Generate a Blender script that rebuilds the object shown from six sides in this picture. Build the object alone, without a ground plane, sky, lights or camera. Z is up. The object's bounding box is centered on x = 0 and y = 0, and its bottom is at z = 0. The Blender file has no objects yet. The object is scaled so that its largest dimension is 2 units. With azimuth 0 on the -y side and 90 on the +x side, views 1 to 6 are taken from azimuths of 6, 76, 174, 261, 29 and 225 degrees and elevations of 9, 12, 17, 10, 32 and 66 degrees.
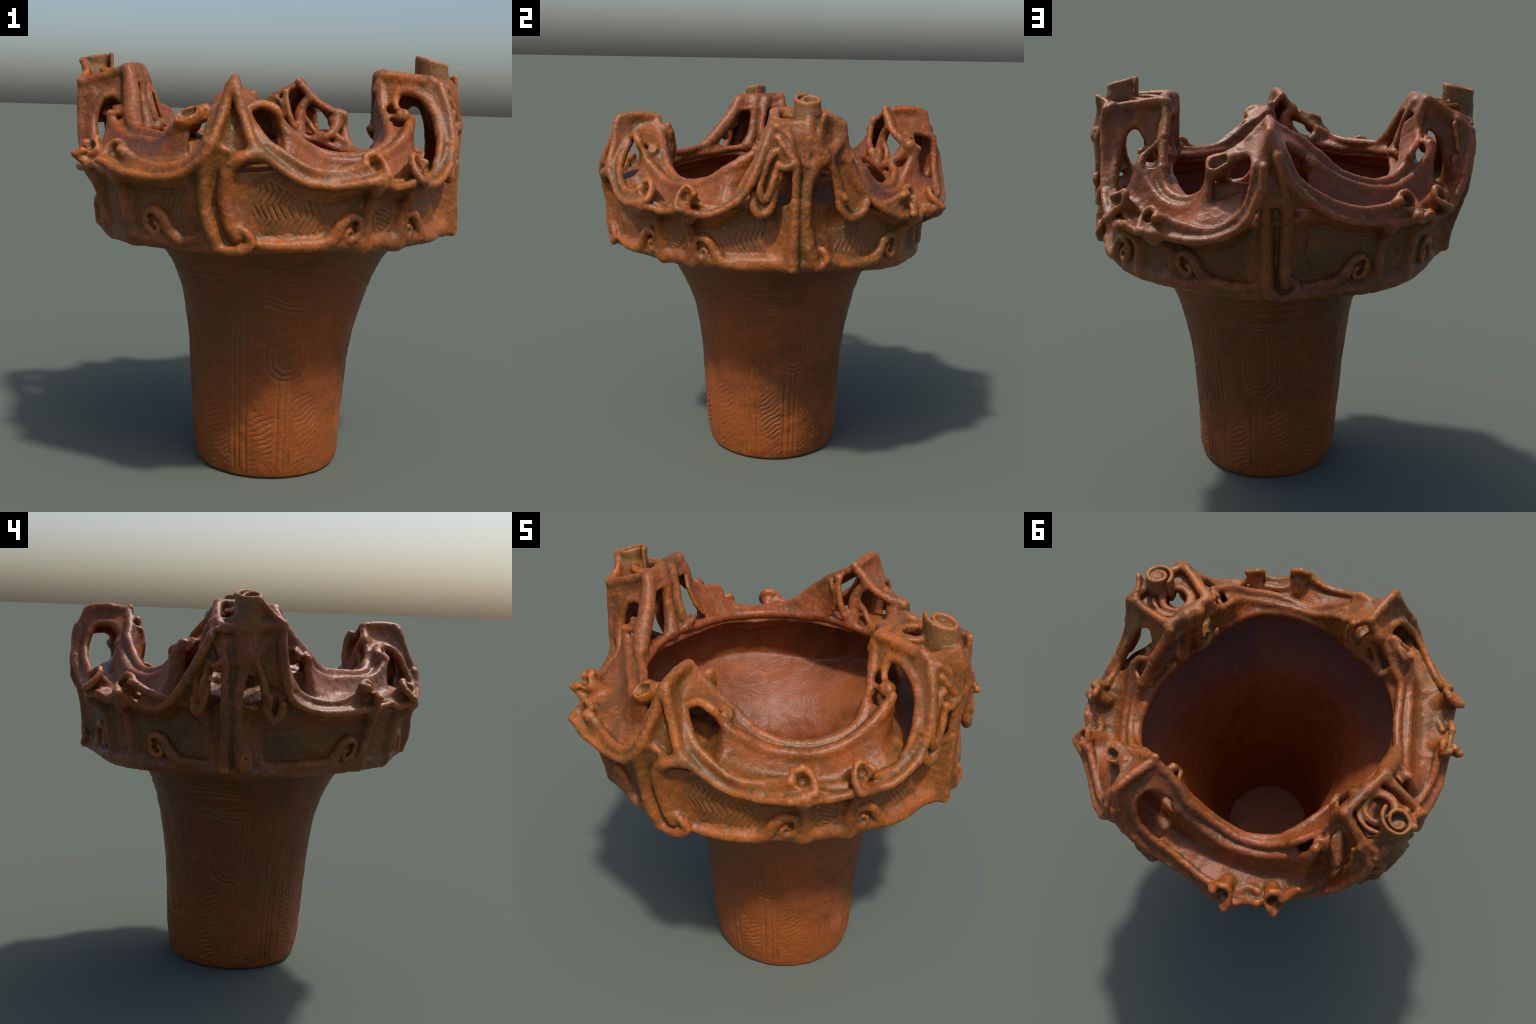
# Earthenware vessel with a crown of towers, peaks, coils and scrolls.
# The crown is modelled as clay coils (tubes) and slabs (sheets) that are blended into each
# other with smooth unions in a signed-distance field and polygonised once; the body, the
# interior and the incised panels are lathe / patch meshes with carved relief.
import bpy, math, numpy as np
from mathutils import noise as mnoise

rng = np.random.default_rng(7)
CX = 0.065                      # axis of the lower body
GRID = 0.0058                   # cell size of the clay field
pi = math.pi


# ------------------------------------------------------------------ helpers
def A(*p):
    return np.array(p, float)


def cyl(r, deg, z):
    return (r * math.cos(math.radians(deg)), r * math.sin(math.radians(deg)), z)


def spline(P, step=0.02):
    """Catmull-Rom through the control points, resampled evenly. P is n x k (xyz, radius...)"""
    P = np.asarray(P, float)
    if len(P) == 2:
        n = max(2, int(np.linalg.norm(P[1, :3] - P[0, :3]) / step) + 1)
        t = np.linspace(0, 1, n)[:, None]
        return P[0] * (1 - t) + P[1] * t
    Q = np.vstack([2 * P[0] - P[1], P, 2 * P[-1] - P[-2]])
    out = []
    for i in range(1, len(Q) - 2):
        t = np.linspace(0, 1, 9)[:-1, None]
        a, b, c, d = Q[i - 1], Q[i], Q[i + 1], Q[i + 2]
        out.append(0.5 * (2 * b + (c - a) * t + (2 * a - 5 * b + 4 * c - d) * t ** 2 + (3 * b - a - 3 * c + d) * t ** 3))
    out = np.vstack(out + [P[-1:]])
    s = np.r_[0, np.cumsum(np.linalg.norm(np.diff(out[:, :3], axis=0), axis=1))]
    n = max(2, int(s[-1] / step) + 1)
    t = np.linspace(0, s[-1], n)
    return np.stack([np.interp(t, s, out[:, k]) for k in range(out.shape[1])], 1)


def resample(P, n):
    P = spline(P, 0.01)
    s = np.r_[0, np.cumsum(np.linalg.norm(np.diff(P, axis=0), axis=1))]
    t = np.linspace(0, s[-1], n)
    return np.stack([np.interp(t, s, P[:, k]) for k in range(3)], 1)


def table(*pairs):
    """periodic table over the azimuth (degrees) -> function"""
    a = np.array(sorted(pairs), float)
    x = np.r_[a[:, 0] - 360, a[:, 0], a[:, 0] + 360]
    y = np.tile(a[:, 1], 3)
    return lambda phi: np.interp(phi, x, y)


def smoothstep(x):
    x = np.clip(x, 0, 1)
    return x * x * (3 - 2 * x)


# ------------------------------------------------------------------ measured rails of the crown
# outer lip, inner coil of the outer rim, outer and inner coil of the inner rim, per quadrant
SE_lip = A((-.012, -.861, 1.813), (.004, -.874, 1.754), (.026, -.886, 1.696), (.046, -.904, 1.638), (.075, -.912, 1.586), (.127, -.910, 1.550), (.177, -.899, 1.515), (.226, -.888, 1.483), (.283, -.871, 1.461), (.343, -.858, 1.452), (.405, -.849, 1.450), (.465, -.840, 1.460), (.525, -.830, 1.470), (.575, -.800, 1.475))
SE_coil = A((.155, -.735, 1.688), (.138, -.765, 1.748), (.075, -.765, 1.766), (.025, -.785, 1.745), (.034, -.804, 1.707), (.068, -.832, 1.664), (.106, -.852, 1.621), (.161, -.861, 1.590), (.215, -.862, 1.558), (.266, -.857, 1.531), (.319, -.843, 1.513), (.371, -.820, 1.506), (.428, -.798, 1.517), (.48, -.785, 1.535))
SE_tow = A((.70, -.655, 1.455), (.762, -.562, 1.443), (.810, -.509, 1.449), (.847, -.449, 1.477), (.876, -.393, 1.517), (.883, -.349, 1.565), (.886, -.325, 1.615), (.883, -.301, 1.665), (.874, -.280, 1.715), (.862, -.260, 1.764), (.845, -.237, 1.812), (.823, -.213, 1.859), (.788, -.196, 1.890))
SE_tow_top = A((.788, -.196, 1.890), (.738, -.186, 1.903), (.687, -.171, 1.907), (.636, -.154, 1.913), (.570, -.143, 1.912))
SE_tow_in = A((.570, -.143, 1.912), (.552, -.138, 1.887), (.556, -.155, 1.834), (.562, -.185, 1.781), (.575, -.225, 1.735), (.592, -.300, 1.69), (.603, -.357, 1.643), (.568, -.422, 1.599), (.508, -.481, 1.576), (.440, -.532, 1.562), (.363, -.569, 1.564), (.283, -.593, 1.586), (.213, -.611, 1.633), (.146, -.616, 1.687), (.068, -.614, 1.740), (.0, -.618, 1.80), (-.046, -.635, 1.851))
SE_tow_coil = A((.715, -.59, 1.515), (.76, -.50, 1.475), (.80, -.43, 1.485), (.818, -.382, 1.539), (.826, -.358, 1.588), (.830, -.327, 1.639), (.821, -.295, 1.689), (.808, -.271, 1.739), (.780, -.246, 1.783), (.743, -.229, 1.819), (.696, -.205, 1.837), (.650, -.190, 1.832), (.630, -.200, 1.795), (.645, -.235, 1.755), (.675, -.262, 1.744))
SE_in2 = A((.700, -.273, 1.722), (.690, -.33, 1.69), (.672, -.387, 1.655), (.637, -.438, 1.613), (.593, -.493, 1.580), (.542, -.542, 1.560), (.485, -.582, 1.549), (.409, -.605, 1.542), (.342, -.635, 1.550), (.284, -.670, 1.581), (.228, -.701, 1.621), (.177, -.725, 1.660), (.150, -.70, 1.675))

NE_lip = A((.145, .841, 1.881), (.159, .856, 1.808), (.170, .881, 1.736), (.182, .907, 1.665), (.208, .918, 1.594), (.244, .918, 1.525), (.304, .905, 1.474), (.377, .876, 1.442), (.454, .834, 1.422), (.533, .788, 1.420), (.610, .753, 1.430), (.68, .700, 1.435))
NE_coil = A((.30, .695, 1.745), (.265, .714, 1.766), (.225, .745, 1.782), (.205, .80, 1.778), (.208, .870, 1.745), (.216, .878, 1.660), (.240, .870, 1.587), (.289, .859, 1.529), (.352, .845, 1.487), (.421, .809, 1.470), (.493, .767, 1.478), (.566, .725, 1.490), (.61, .70, 1.50))
NE_tow = A((.76, .60, 1.43), (.80, .53, 1.42), (.841, .444, 1.420), (.869, .347, 1.468), (.879, .255, 1.528), (.877, .201, 1.599), (.873, .167, 1.674), (.871, .141, 1.752), (.865, .124, 1.831), (.835, .121, 1.882))
NE_tow_top = A((.835, .121, 1.882), (.747, .118, 1.888), (.669, .112, 1.903), (.590, .105, 1.910))
NE_tow_in = A((.590, .105, 1.910), (.568, .13, 1.87), (.572, .18, 1.82), (.577, .22, 1.768), (.583, .265, 1.71), (.598, .320, 1.635), (.582, .364, 1.577), (.553, .426, 1.539), (.503, .488, 1.530), (.447, .534, 1.548), (.397, .566, 1.584), (.350, .570, 1.61))
NE_tow_coil = A((.79, .44, 1.50), (.815, .36, 1.48), (.824, .300, 1.514), (.827, .265, 1.568), (.820, .230, 1.623), (.811, .199, 1.679), (.797, .172, 1.734), (.768, .154, 1.786), (.717, .132, 1.793), (.680, .151, 1.746), (.660, .180, 1.693), (.682, .195, 1.652))
NE_in2 = A((.69, .25, 1.672), (.705, .285, 1.635), (.682, .314, 1.597), (.647, .369, 1.550), (.605, .438, 1.512), (.545, .509, 1.498), (.481, .571, 1.510), (.430, .611, 1.555), (.397, .652, 1.617), (.385, .690, 1.68))

NW_lip = A((.146, .846, 1.856), (.113, .879, 1.783), (.073, .895, 1.699), (.019, .898, 1.638), (-.039, .886, 1.585), (-.103, .867, 1.546), (-.169, .849, 1.515), (-.239, .832, 1.496), (-.315, .819, 1.490), (-.391, .814, 1.490), (-.466, .795, 1.493), (-.514, .764, 1.498))
NW_coil = A((-.10, .655, 1.70), (-.02, .655, 1.755), (.045, .675, 1.80), (.085, .725, 1.822), (.088, .783, 1.815), (.072, .822, 1.770), (.037, .841, 1.697), (-.016, .842, 1.652), (-.072, .830, 1.618), (-.130, .815, 1.584), (-.193, .804, 1.564), (-.258, .797, 1.551), (-.328, .790, 1.553), (-.40, .775, 1.565))
NW_tow = A((-.585, .695, 1.49), (-.65, .59, 1.46), (-.707, .501, 1.452), (-.761, .446, 1.485), (-.807, .404, 1.543), (-.835, .371, 1.603), (-.857, .337, 1.665), (-.876, .303, 1.729), (-.876, .272, 1.792))
NW_tow_top = A((-.876, .272, 1.792), (-.822, .257, 1.835), (-.763, .245, 1.874), (-.704, .232, 1.911), (-.652, .216, 1.936))
NW_tow_in = A((-.652, .216, 1.936), (-.622, .224, 1.876), (-.612, .242, 1.808), (-.60, .30, 1.76), (-.545, .405, 1.73), (-.530, .401, 1.681), (-.491, .429, 1.637), (-.430, .479, 1.611), (-.361, .524, 1.609), (-.295, .551, 1.623), (-.233, .567, 1.643), (-.176, .582, 1.672), (-.125, .601, 1.714), (-.080, .613, 1.758), (.0, .60, 1.82), (.125, .614, 1.889))
NW_tow_coil = A((-.67, .55, 1.53), (-.72, .44, 1.49), (-.752, .35, 1.49), (-.775, .30, 1.532), (-.775, .287, 1.590), (-.772, .271, 1.645), (-.761, .253, 1.700), (-.737, .241, 1.751), (-.703, .236, 1.798), (-.660, .238, 1.805), (-.645, .27, 1.77), (-.66, .32, 1.755))
NW_in2 = A((-.648, .373, 1.755), (-.645, .40, 1.72), (-.61, .415, 1.665), (-.550, .449, 1.612), (-.457, .521, 1.578), (-.353, .586, 1.588), (-.257, .625, 1.613), (-.173, .641, 1.650), (-.10, .655, 1.692), (-.05, .66, 1.72))

SW_lip = A((-.044, -.844, 1.831), (-.055, -.874, 1.752), (-.074, -.904, 1.676), (-.100, -.930, 1.603), (-.145, -.937, 1.537), (-.212, -.914, 1.485), (-.301, -.880, 1.465), (-.392, -.847, 1.464), (-.483, -.819, 1.475), (-.56, -.77, 1.49))
SW_coil = A((-.18, -.70, 1.70), (-.108, -.712, 1.725), (-.105, -.748, 1.748), (-.104, -.794, 1.733), (-.113, -.832, 1.694), (-.124, -.856, 1.645), (-.134, -.879, 1.595), (-.155, -.897, 1.56), (-.188, -.890, 1.545), (-.236, -.880, 1.524), (-.293, -.856, 1.508), (-.354, -.823, 1.510), (-.412, -.793, 1.525), (-.463, -.775, 1.545))
SW_tow = A((-.65, -.65, 1.49), (-.70, -.56, 1.475), (-.755, -.464, 1.462), (-.80, -.378, 1.458), (-.83, -.285, 1.455), (-.85, -.198, 1.475), (-.869, -.117, 1.523), (-.883, -.088, 1.603), (-.889, -.067, 1.684), (-.892, -.057, 1.766), (-.882, -.059, 1.846))
SW_tow_top = A((-.882, -.059, 1.846), (-.82, -.058, 1.862), (-.74, -.052, 1.888), (-.657, -.044, 1.919))
SW_tow_in = A((-.657, -.044, 1.919), (-.638, -.075, 1.86), (-.618, -.14, 1.78), (-.598, -.215, 1.715), (-.554, -.291, 1.648), (-.483, -.366, 1.632), (-.420, -.444, 1.625), (-.366, -.521, 1.622), (-.318, -.580, 1.636), (-.25, -.60, 1.67), (-.175, -.63, 1.71), (-.12, -.632, 1.765), (-.046, -.637, 1.850))
SW_tow_coil = A((-.70, -.47, 1.54), (-.76, -.35, 1.50), (-.785, -.24, 1.51), (-.79, -.160, 1.55), (-.814, -.120, 1.601), (-.822, -.097, 1.650), (-.818, -.084, 1.700), (-.801, -.078, 1.747), (-.767, -.073, 1.784), (-.723, -.068, 1.791), (-.680, -.085, 1.763), (-.655, -.13, 1.735), (-.67, -.18, 1.72))
SW_in2 = A((-.700, -.205, 1.705), (-.678, -.222, 1.659), (-.631, -.279, 1.619), (-.578, -.348, 1.599), (-.518, -.424, 1.599), (-.453, -.504, 1.596), (-.389, -.585, 1.594), (-.329, -.657, 1.622), (-.275, -.70, 1.675), (-.24, -.70, 1.70))

PY_out, PY_in = (-.023, -.834, 1.835), (-.046, -.640, 1.838)      # front peak ridge
QY_out, QY_in = (.140, .810, 1.882), (.125, .620, 1.876)         # back peak ridge



def sink(P, out, up, side=None, d=0.017):
    """the rails were measured on the crests: move them under the surface to the coil centres"""
    P = P.copy()
    r = np.hypot(P[:, 0], P[:, 1])[:, None]
    o = np.c_[P[:, :2] / r, np.zeros(len(P))]
    n = o * out + A(0, 0, up)
    if side is not None:
        n = n + A(*side)
    n /= np.linalg.norm(n, axis=1, keepdims=True)
    return P - n * d


SE_lip, NE_lip, NW_lip, SW_lip = (sink(p, .85, .5) for p in (SE_lip, NE_lip, NW_lip, SW_lip))
SE_coil, NE_coil, NW_coil, SW_coil = (sink(p, .45, .85) for p in (SE_coil, NE_coil, NW_coil, SW_coil))
SE_in2, NE_in2, NW_in2, SW_in2 = (sink(p, .4, .9) for p in (SE_in2, NE_in2, NW_in2, SW_in2))
SE_tow, SW_tow = sink(SE_tow, .7, .35, (0, -.45, 0)), sink(SW_tow, .7, .35, (0, -.45, 0))
NE_tow, NW_tow = sink(NE_tow, .7, .35, (0, .45, 0)), sink(NW_tow, .7, .35, (0, .45, 0))
SE_tow_top, SW_tow_top = sink(SE_tow_top, 0, .8, (0, -.6, 0)), sink(SW_tow_top, 0, .8, (0, -.6, 0))
NE_tow_top, NW_tow_top = sink(NE_tow_top, 0, .8, (0, .6, 0)), sink(NW_tow_top, 0, .8, (0, .6, 0))
SE_tow_in, NE_tow_in, NW_tow_in, SW_tow_in = (sink(p, -.15, .9, d=.016) for p in (SE_tow_in, NE_tow_in, NW_tow_in, SW_tow_in))
SE_tow_coil, SW_tow_coil = sink(SE_tow_coil, .4, .4, (0, -.6, 0)), sink(SW_tow_coil, .4, .4, (0, -.6, 0))
NE_tow_coil, NW_tow_coil = sink(NE_tow_coil, .4, .4, (0, .6, 0)), sink(NW_tow_coil, .4, .4, (0, .6, 0))

# continuous edge of the mouth of the pot (lower branch of the inner rim)
mouth = [(-127, .612, 1.56), (-112, .612, 1.575), (-103, .582, 1.59), (-92, .555, 1.60), (-79, .586, 1.58), (-67, .625, 1.54), (-54, .655, 1.52), (-41, .66, 1.53), (-28, .615, 1.57), (-17, .575, 1.59), (-4, .545, 1.60), (10, .565, 1.59), (27, .61, 1.56), (43, .66, 1.50), (57, .655, 1.53), (65, .602, 1.57), (78, .548, 1.60), (94, .556, 1.60), (109, .569, 1.59), (123, .60, 1.58), (138, .600, 1.58), (151, .555, 1.60), (163, .53, 1.61), (172, .53, 1.62), (180, .545, 1.62), (193, .565, 1.61), (206, .59, 1.59), (217, .605, 1.58)]
mouth = sorted([((a + 180) % 360 - 180, r, z) for a, r, z in mouth])
mouth_r = table(*[(a, r) for a, r, z in mouth])
mouth_z = table(*[(a, z) for a, r, z in mouth])

# foot of the collar
band = [(-180, .82), (-167, .79), (-158, .785), (-149, .795), (-141, .82), (-135, .84), (-126, .85), (-115, .85), (-105, .845), (-95, .87), (-90, .875), (-84, .858), (-78, .848), (-71, .848), (-65, .855), (-52, .86), (-43, .866), (-38, .875), (-30, .884), (-22, .888), (-15, .897), (-8, .918), (-1.6, .937), (4, .924), (10, .888), (17, .874), (24, .88), (30, .89), (36, .895), (42, .888), (52, .885), (56, .88), (65, .865), (76, .875), (85, .872), (93, .85), (101, .835), (111, .835), (119, .832), (128, .828), (137, .82), (150, .825), (157, .84), (165, .865), (171, .868), (176, .845)]
band_r = table(*band)
# towards the back the band tapers inward to the neck below its widest line
foot = [(-180, .80, 1.150), (-167, .775, 1.154), (-158, .768, 1.158), (-141, .795, 1.163), (-126, .83, 1.164), (-105, .832, 1.166), (-90, .868, 1.165), (-78, .845, 1.178), (-65, .852, 1.186), (-43, .863, 1.176), (-30, .882, 1.185), (-15, .893, 1.19), (-1.6, .933, 1.188), (10, .88, 1.178), (24, .868, 1.158), (36, .860, 1.152), (45, .848, 1.150), (56, .838, 1.148), (65, .805, 1.146), (76, .815, 1.146), (80, .835, 1.148), (87, .835, 1.148), (93, .80, 1.142), (101, .785, 1.138), (111, .79, 1.138), (119, .785, 1.138), (128, .785, 1.140), (137, .785, 1.146), (146, .778, 1.150), (153, .775, 1.150), (160, .78, 1.150), (168, .805, 1.146), (172, .81, 1.144)]
bot_r = table(*[(a, r) for a, r, z in foot])
bot_z = table(*[(a, z) for a, r, z in foot])
lips = np.vstack([SE_lip[5:], SE_tow[:5], NE_tow[2:5], NE_tow[:2], NE_lip[5:], NW_lip[4:], NW_tow[:5], SW_tow[:7], SW_lip[4:]])
lip_deg = np.degrees(np.arctan2(lips[:, 1], lips[:, 0]))
lip_r = table(*zip(lip_deg, np.hypot(lips[:, 0], lips[:, 1])))
lip_z = table(*zip(lip_deg, lips[:, 2]))
# how far the wall flares out under the lip: not below the towers and the peaks
flare = table((-180, 0), (-171, 0), (-161, 1), (-107, 1), (-98, .6), (-92, .4), (-87, .4), (-80, 1), (-20, 1), (-13, 0), (9, 0), (16, 1), (70, 1), (80, .9), (90, .9), (98, 1), (151, 1), (160, 0))


# recessed wall of the collar: radius near its foot and just below the lip
wall_low = table((-94, .852), (-90, .848), (-84, .832), (-60, .832), (-40, .842), (-30, .858), (-15, .855), (-6, .900), (-2, .900), (6, .865), (16, .868), (28, .865), (40, .83), (52, .80), (62, .795), (74, .800), (80, .805), (87, .795), (92, .765), (100, .750), (112, .752), (125, .762), (136, .762), (146, .748), (155, .745), (163, .745), (168, .775), (174, .775), (179, .755), (-170, .752), (-158, .752), (-145, .770), (-130, .812), (-112, .802), (-99, .825))
wall_high = table((-94, .865), (-90, .862), (-84, .860), (-60, .862), (-40, .858), (-30, .845), (-15, .825), (-6, .855), (-2, .855), (6, .825), (16, .845), (28, .855), (40, .835), (52, .81), (62, .82), (74, .825), (80, .83), (87, .82), (92, .785), (100, .780), (112, .785), (125, .795), (136, .790), (146, .775), (155, .770), (163, .765), (168, .785), (174, .785), (179, .77), (-170, .778), (-158, .795), (-145, .815), (-130, .845), (-112, .835), (-99, .852))


def collar_r(phi, z):
    """recessed outer wall of the collar"""
    w = np.clip((z - 1.19) / .23, -.15, 1.15)
    base = wall_low(phi) * (1 - w) + wall_high(phi) * w
    zl = np.minimum(lip_z(phi), 1.53)
    s = smoothstep((z - (zl - 0.085)) / 0.075) * flare(phi)
    return base + (lip_r(phi) - 0.022 - base) * s


inner_prof = np.array([(0.03, .245), (.12, .272), (.2, .288), (.4, .314), (.6, .338), (.8, .371), (.9, .397), (1.0, .436), (1.1, .500), (1.15, .552), (1.2, .615), (1.25, .682), (1.3, .748), (1.36, .782), (1.5, .788), (1.7, .73)])
inner_fine = spline(np.c_[inner_prof[:, 1], inner_prof[:, 0], 0 * inner_prof[:, 0]], .01)
inner_fine = np.stack([np.convolve(np.pad(inner_fine[:, k], 5, "edge"), np.ones(11) / 11, "valid") for k in (0, 1)], 1)


LIMIT = []


def inner_r(phi, z):
    """inside of the pot (radius about the z axis): a wide bowl undercut below its mouth"""
    r0 = np.interp(z, inner_fine[:, 1], inner_fine[:, 0])
    up_ = smoothstep((z - 0.95) / 0.35)
    r0 = r0 + (CX * np.cos(np.radians(phi)) - .004 * np.sin(np.radians(phi))) * (1 - up_) + .036 * np.cos(np.radians(phi - 25)) * up_
    r0 = np.minimum(r0, np.maximum(np.minimum(wall_low(phi), wall_high(phi)) - .024, .64))
    s = smoothstep((z - (mouth_z(phi) - .115)) / .11)
    r0 = r0 + (mouth_r(phi) - 0.004 - r0) * s
    return np.minimum(r0, np.maximum(LIMIT[0](phi, z), mouth_r(phi) - .004)) if LIMIT else r0


# ------------------------------------------------------------------ clay field
LO = np.array([-1.10, -1.10, 1.10])
HI = np.array([1.10, 1.10, 2.04])
N = np.ceil((HI - LO) / GRID).astype(int) + 1
AX = [LO[k] + GRID * np.arange(N[k]) for k in range(3)]
D = np.full(N, 1.0, np.float32)          # blended distance
BEST = np.full(N, 1.0, np.float32)       # nearest single primitive
LAB = np.zeros(N, np.int16)              # which part it belongs to
PARTS = ["collar"]


def part_id(name):
    if name not in PARTS:
        PARTS.append(name)
    return PARTS.index(name)


def box(lo, hi):
    i0 = np.clip(np.floor((lo - LO) / GRID).astype(int), 0, N - 1)
    i1 = np.clip(np.ceil((hi - LO) / GRID).astype(int) + 1, 1, N)
    return tuple(slice(a, max(a + 1, b)) for a, b in zip(i0, i1))


def coords(b):
    return (AX[0][b[0]][:, None, None].astype(np.float32), AX[1][b[1]][None, :, None].astype(np.float32), AX[2][b[2]][None, None, :].astype(np.float32))


def merge(b, d, name, k):
    d = d.astype(np.float32)
    g = D[b]
    h = np.clip(k - np.abs(g - d), 0, None) / k
    D[b] = np.minimum(g, d) - h * h * k * 0.25
    m = d < BEST[b]
    BEST[b] = np.where(m, d, BEST[b])
    LAB[b] = np.where(m, part_id(name), LAB[b])


def carve(b, d, k):
    d = -d.astype(np.float32)
    g = D[b]
    h = np.clip(k - np.abs(g - d), 0, None) / k
    D[b] = np.maximum(g, d) + h * h * k * 0.25


def capsules(P):
    """field of a chain of tapered capsules; P rows: x y z r"""
    pad = P[:, 3].max() + 0.035
    b = box(P[:, :3].min(0) - pad, P[:, :3].max(0) + pad)
    d = np.full([s.stop - s.start for s in b], 1.0, np.float32)
    o = [s.start for s in b]
    for p, q in zip(P[:-1], P[1:]):
        lp = max(p[3], q[3]) + 0.035
        c = box(np.minimum(p[:3], q[:3]) - lp, np.maximum(p[:3], q[:3]) + lp)
        x, y, z = coords(c)
        v = q[:3] - p[:3]
        L = float(v @ v) + 1e-9
        t = np.clip(((x - p[0]) * v[0] + (y - p[1]) * v[1] + (z - p[2]) * v[2]) / L, 0, 1)
        e = np.sqrt((x - p[0] - t * v[0]) ** 2 + (y - p[1] - t * v[1]) ** 2 + (z - p[2] - t * v[2]) ** 2) - (p[3] + t * (q[3] - p[3]))
        l = tuple(slice(s.start - k, s.stop - k) for s, k in zip(c, o))
        d[l] = np.minimum(d[l], e)
    return b, d


def with_r(P, r):
    P = np.asarray(P, float)
    r = np.interp(np.linspace(0, 1, len(P)), np.linspace(0, 1, len(np.atleast_1d(r))), np.atleast_1d(r))
    return np.c_[P[:, :3], r]


def tube(name, P, r, k=0.012, step=0.018):
    merge(*capsules(spline(with_r(P, r), step)), name, k)


def gouge(P, r, k=0.008):
    carve(*capsules(spline(with_r(P, r), 0.02)), k)


def sheet(name, P, Q, t, sag=0.0, n=None, m=3, k=0.02, sag_dir=None):
    """slab of thickness t between two rails, pushed in by sag along sag_dir at its middle"""
    P, Q = np.asarray(P, float), np.asarray(Q, float)
    L = max(np.linalg.norm(np.diff(P, axis=0), axis=1).sum(), np.linalg.norm(np.diff(Q, axis=0), axis=1).sum())
    n = n or max(3, int(L / 0.035) + 1)
    P, Q = resample(P, n), resample(Q, n)
    w = np.linspace(0, 1, m + 1)[:, None, None]
    G = P[None] * (1 - w) + Q[None] * w
    if sag:
        dirs = np.zeros_like(G)
        if sag_dir is None:
            dirs[..., 0], dirs[..., 1] = G[..., 0], G[..., 1]
            dirs /= -np.linalg.norm(dirs, axis=-1, keepdims=True)
        else:
            dirs[:] = np.asarray(sag_dir, float) / np.linalg.norm(sag_dir)
        G = G + dirs * sag * np.sin(np.pi * w)
    tris = []
    for i in range(m):
        for j in range(n - 1):
            a, b_, c, d_ = G[i, j], G[i, j + 1], G[i + 1, j + 1], G[i + 1, j]
            tris += [(a, b_, c), (a, c, d_)]
    triangles(name, tris, t, k)


def triangles(name, tris, t, k):
    allp = np.array(tris).reshape(-1, 3)
    pad = t / 2 + 0.03
    b = box(allp.min(0) - pad, allp.max(0) + pad)
    d = np.full([s.stop - s.start for s in b], 1.0, np.float32)
    o = [s.start for s in b]
    for a, p, q in tris:
        c = box(np.minimum(np.minimum(a, p), q) - pad, np.maximum(np.maximum(a, p), q) + pad)
        x, y, z = coords(c)
        e1, e2 = p - a, q - a
        nn = np.cross(e1, e2)
        ln = np.linalg.norm(nn)
        if ln < 1e-8:
            continue
        nn = nn / ln
        X, Y, Z = x - a[0], y - a[1], z - a[2]
        # squared distance to the triangle: inside prism -> plane, else edges
        e = np.full(np.broadcast_shapes(x.shape, y.shape, z.shape), 9.0, np.float32)
        inside = np.ones(e.shape, bool)
        for s, v in ((a, p - a), (p, q - p), (q, a - q)):
            dx, dy, dz = x - s[0], y - s[1], z - s[2]
            tt = np.clip((dx * v[0] + dy * v[1] + dz * v[2]) / (v @ v + 1e-12), 0, 1)
            e = np.minimum(e, (dx - tt * v[0]) ** 2 + (dy - tt * v[1]) ** 2 + (dz - tt * v[2]) ** 2)
            w = np.cross(nn, v)
            inside &= (dx * w[0] + dy * w[1] + dz * w[2]) >= 0
        pl = (X * nn[0] + Y * nn[1] + Z * nn[2]) ** 2
        e = np.sqrt(np.where(inside, np.minimum(e, pl), e)) - t / 2
        l = tuple(slice(s.start - kk, s.stop - kk) for s, kk in zip(c, o))
        d[l] = np.minimum(d[l], e)
    merge(b, d, name, k)


# ------------------------------------------------------------------ the solid ring of the collar
X2, Y2 = np.meshgrid(AX[0], AX[1], indexing="ij")
R2 = np.hypot(X2, Y2)
PH2 = np.degrees(np.arctan2(Y2, X2))
near = (R2 > 0.38) & (R2 < 1.02)
ri, ci = np.nonzero(near)
ph, rr = PH2[near], R2[near]
zz = AX[2][AX[2] < 1.68]
RC = collar_r(ph[:, None], zz[None])


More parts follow.
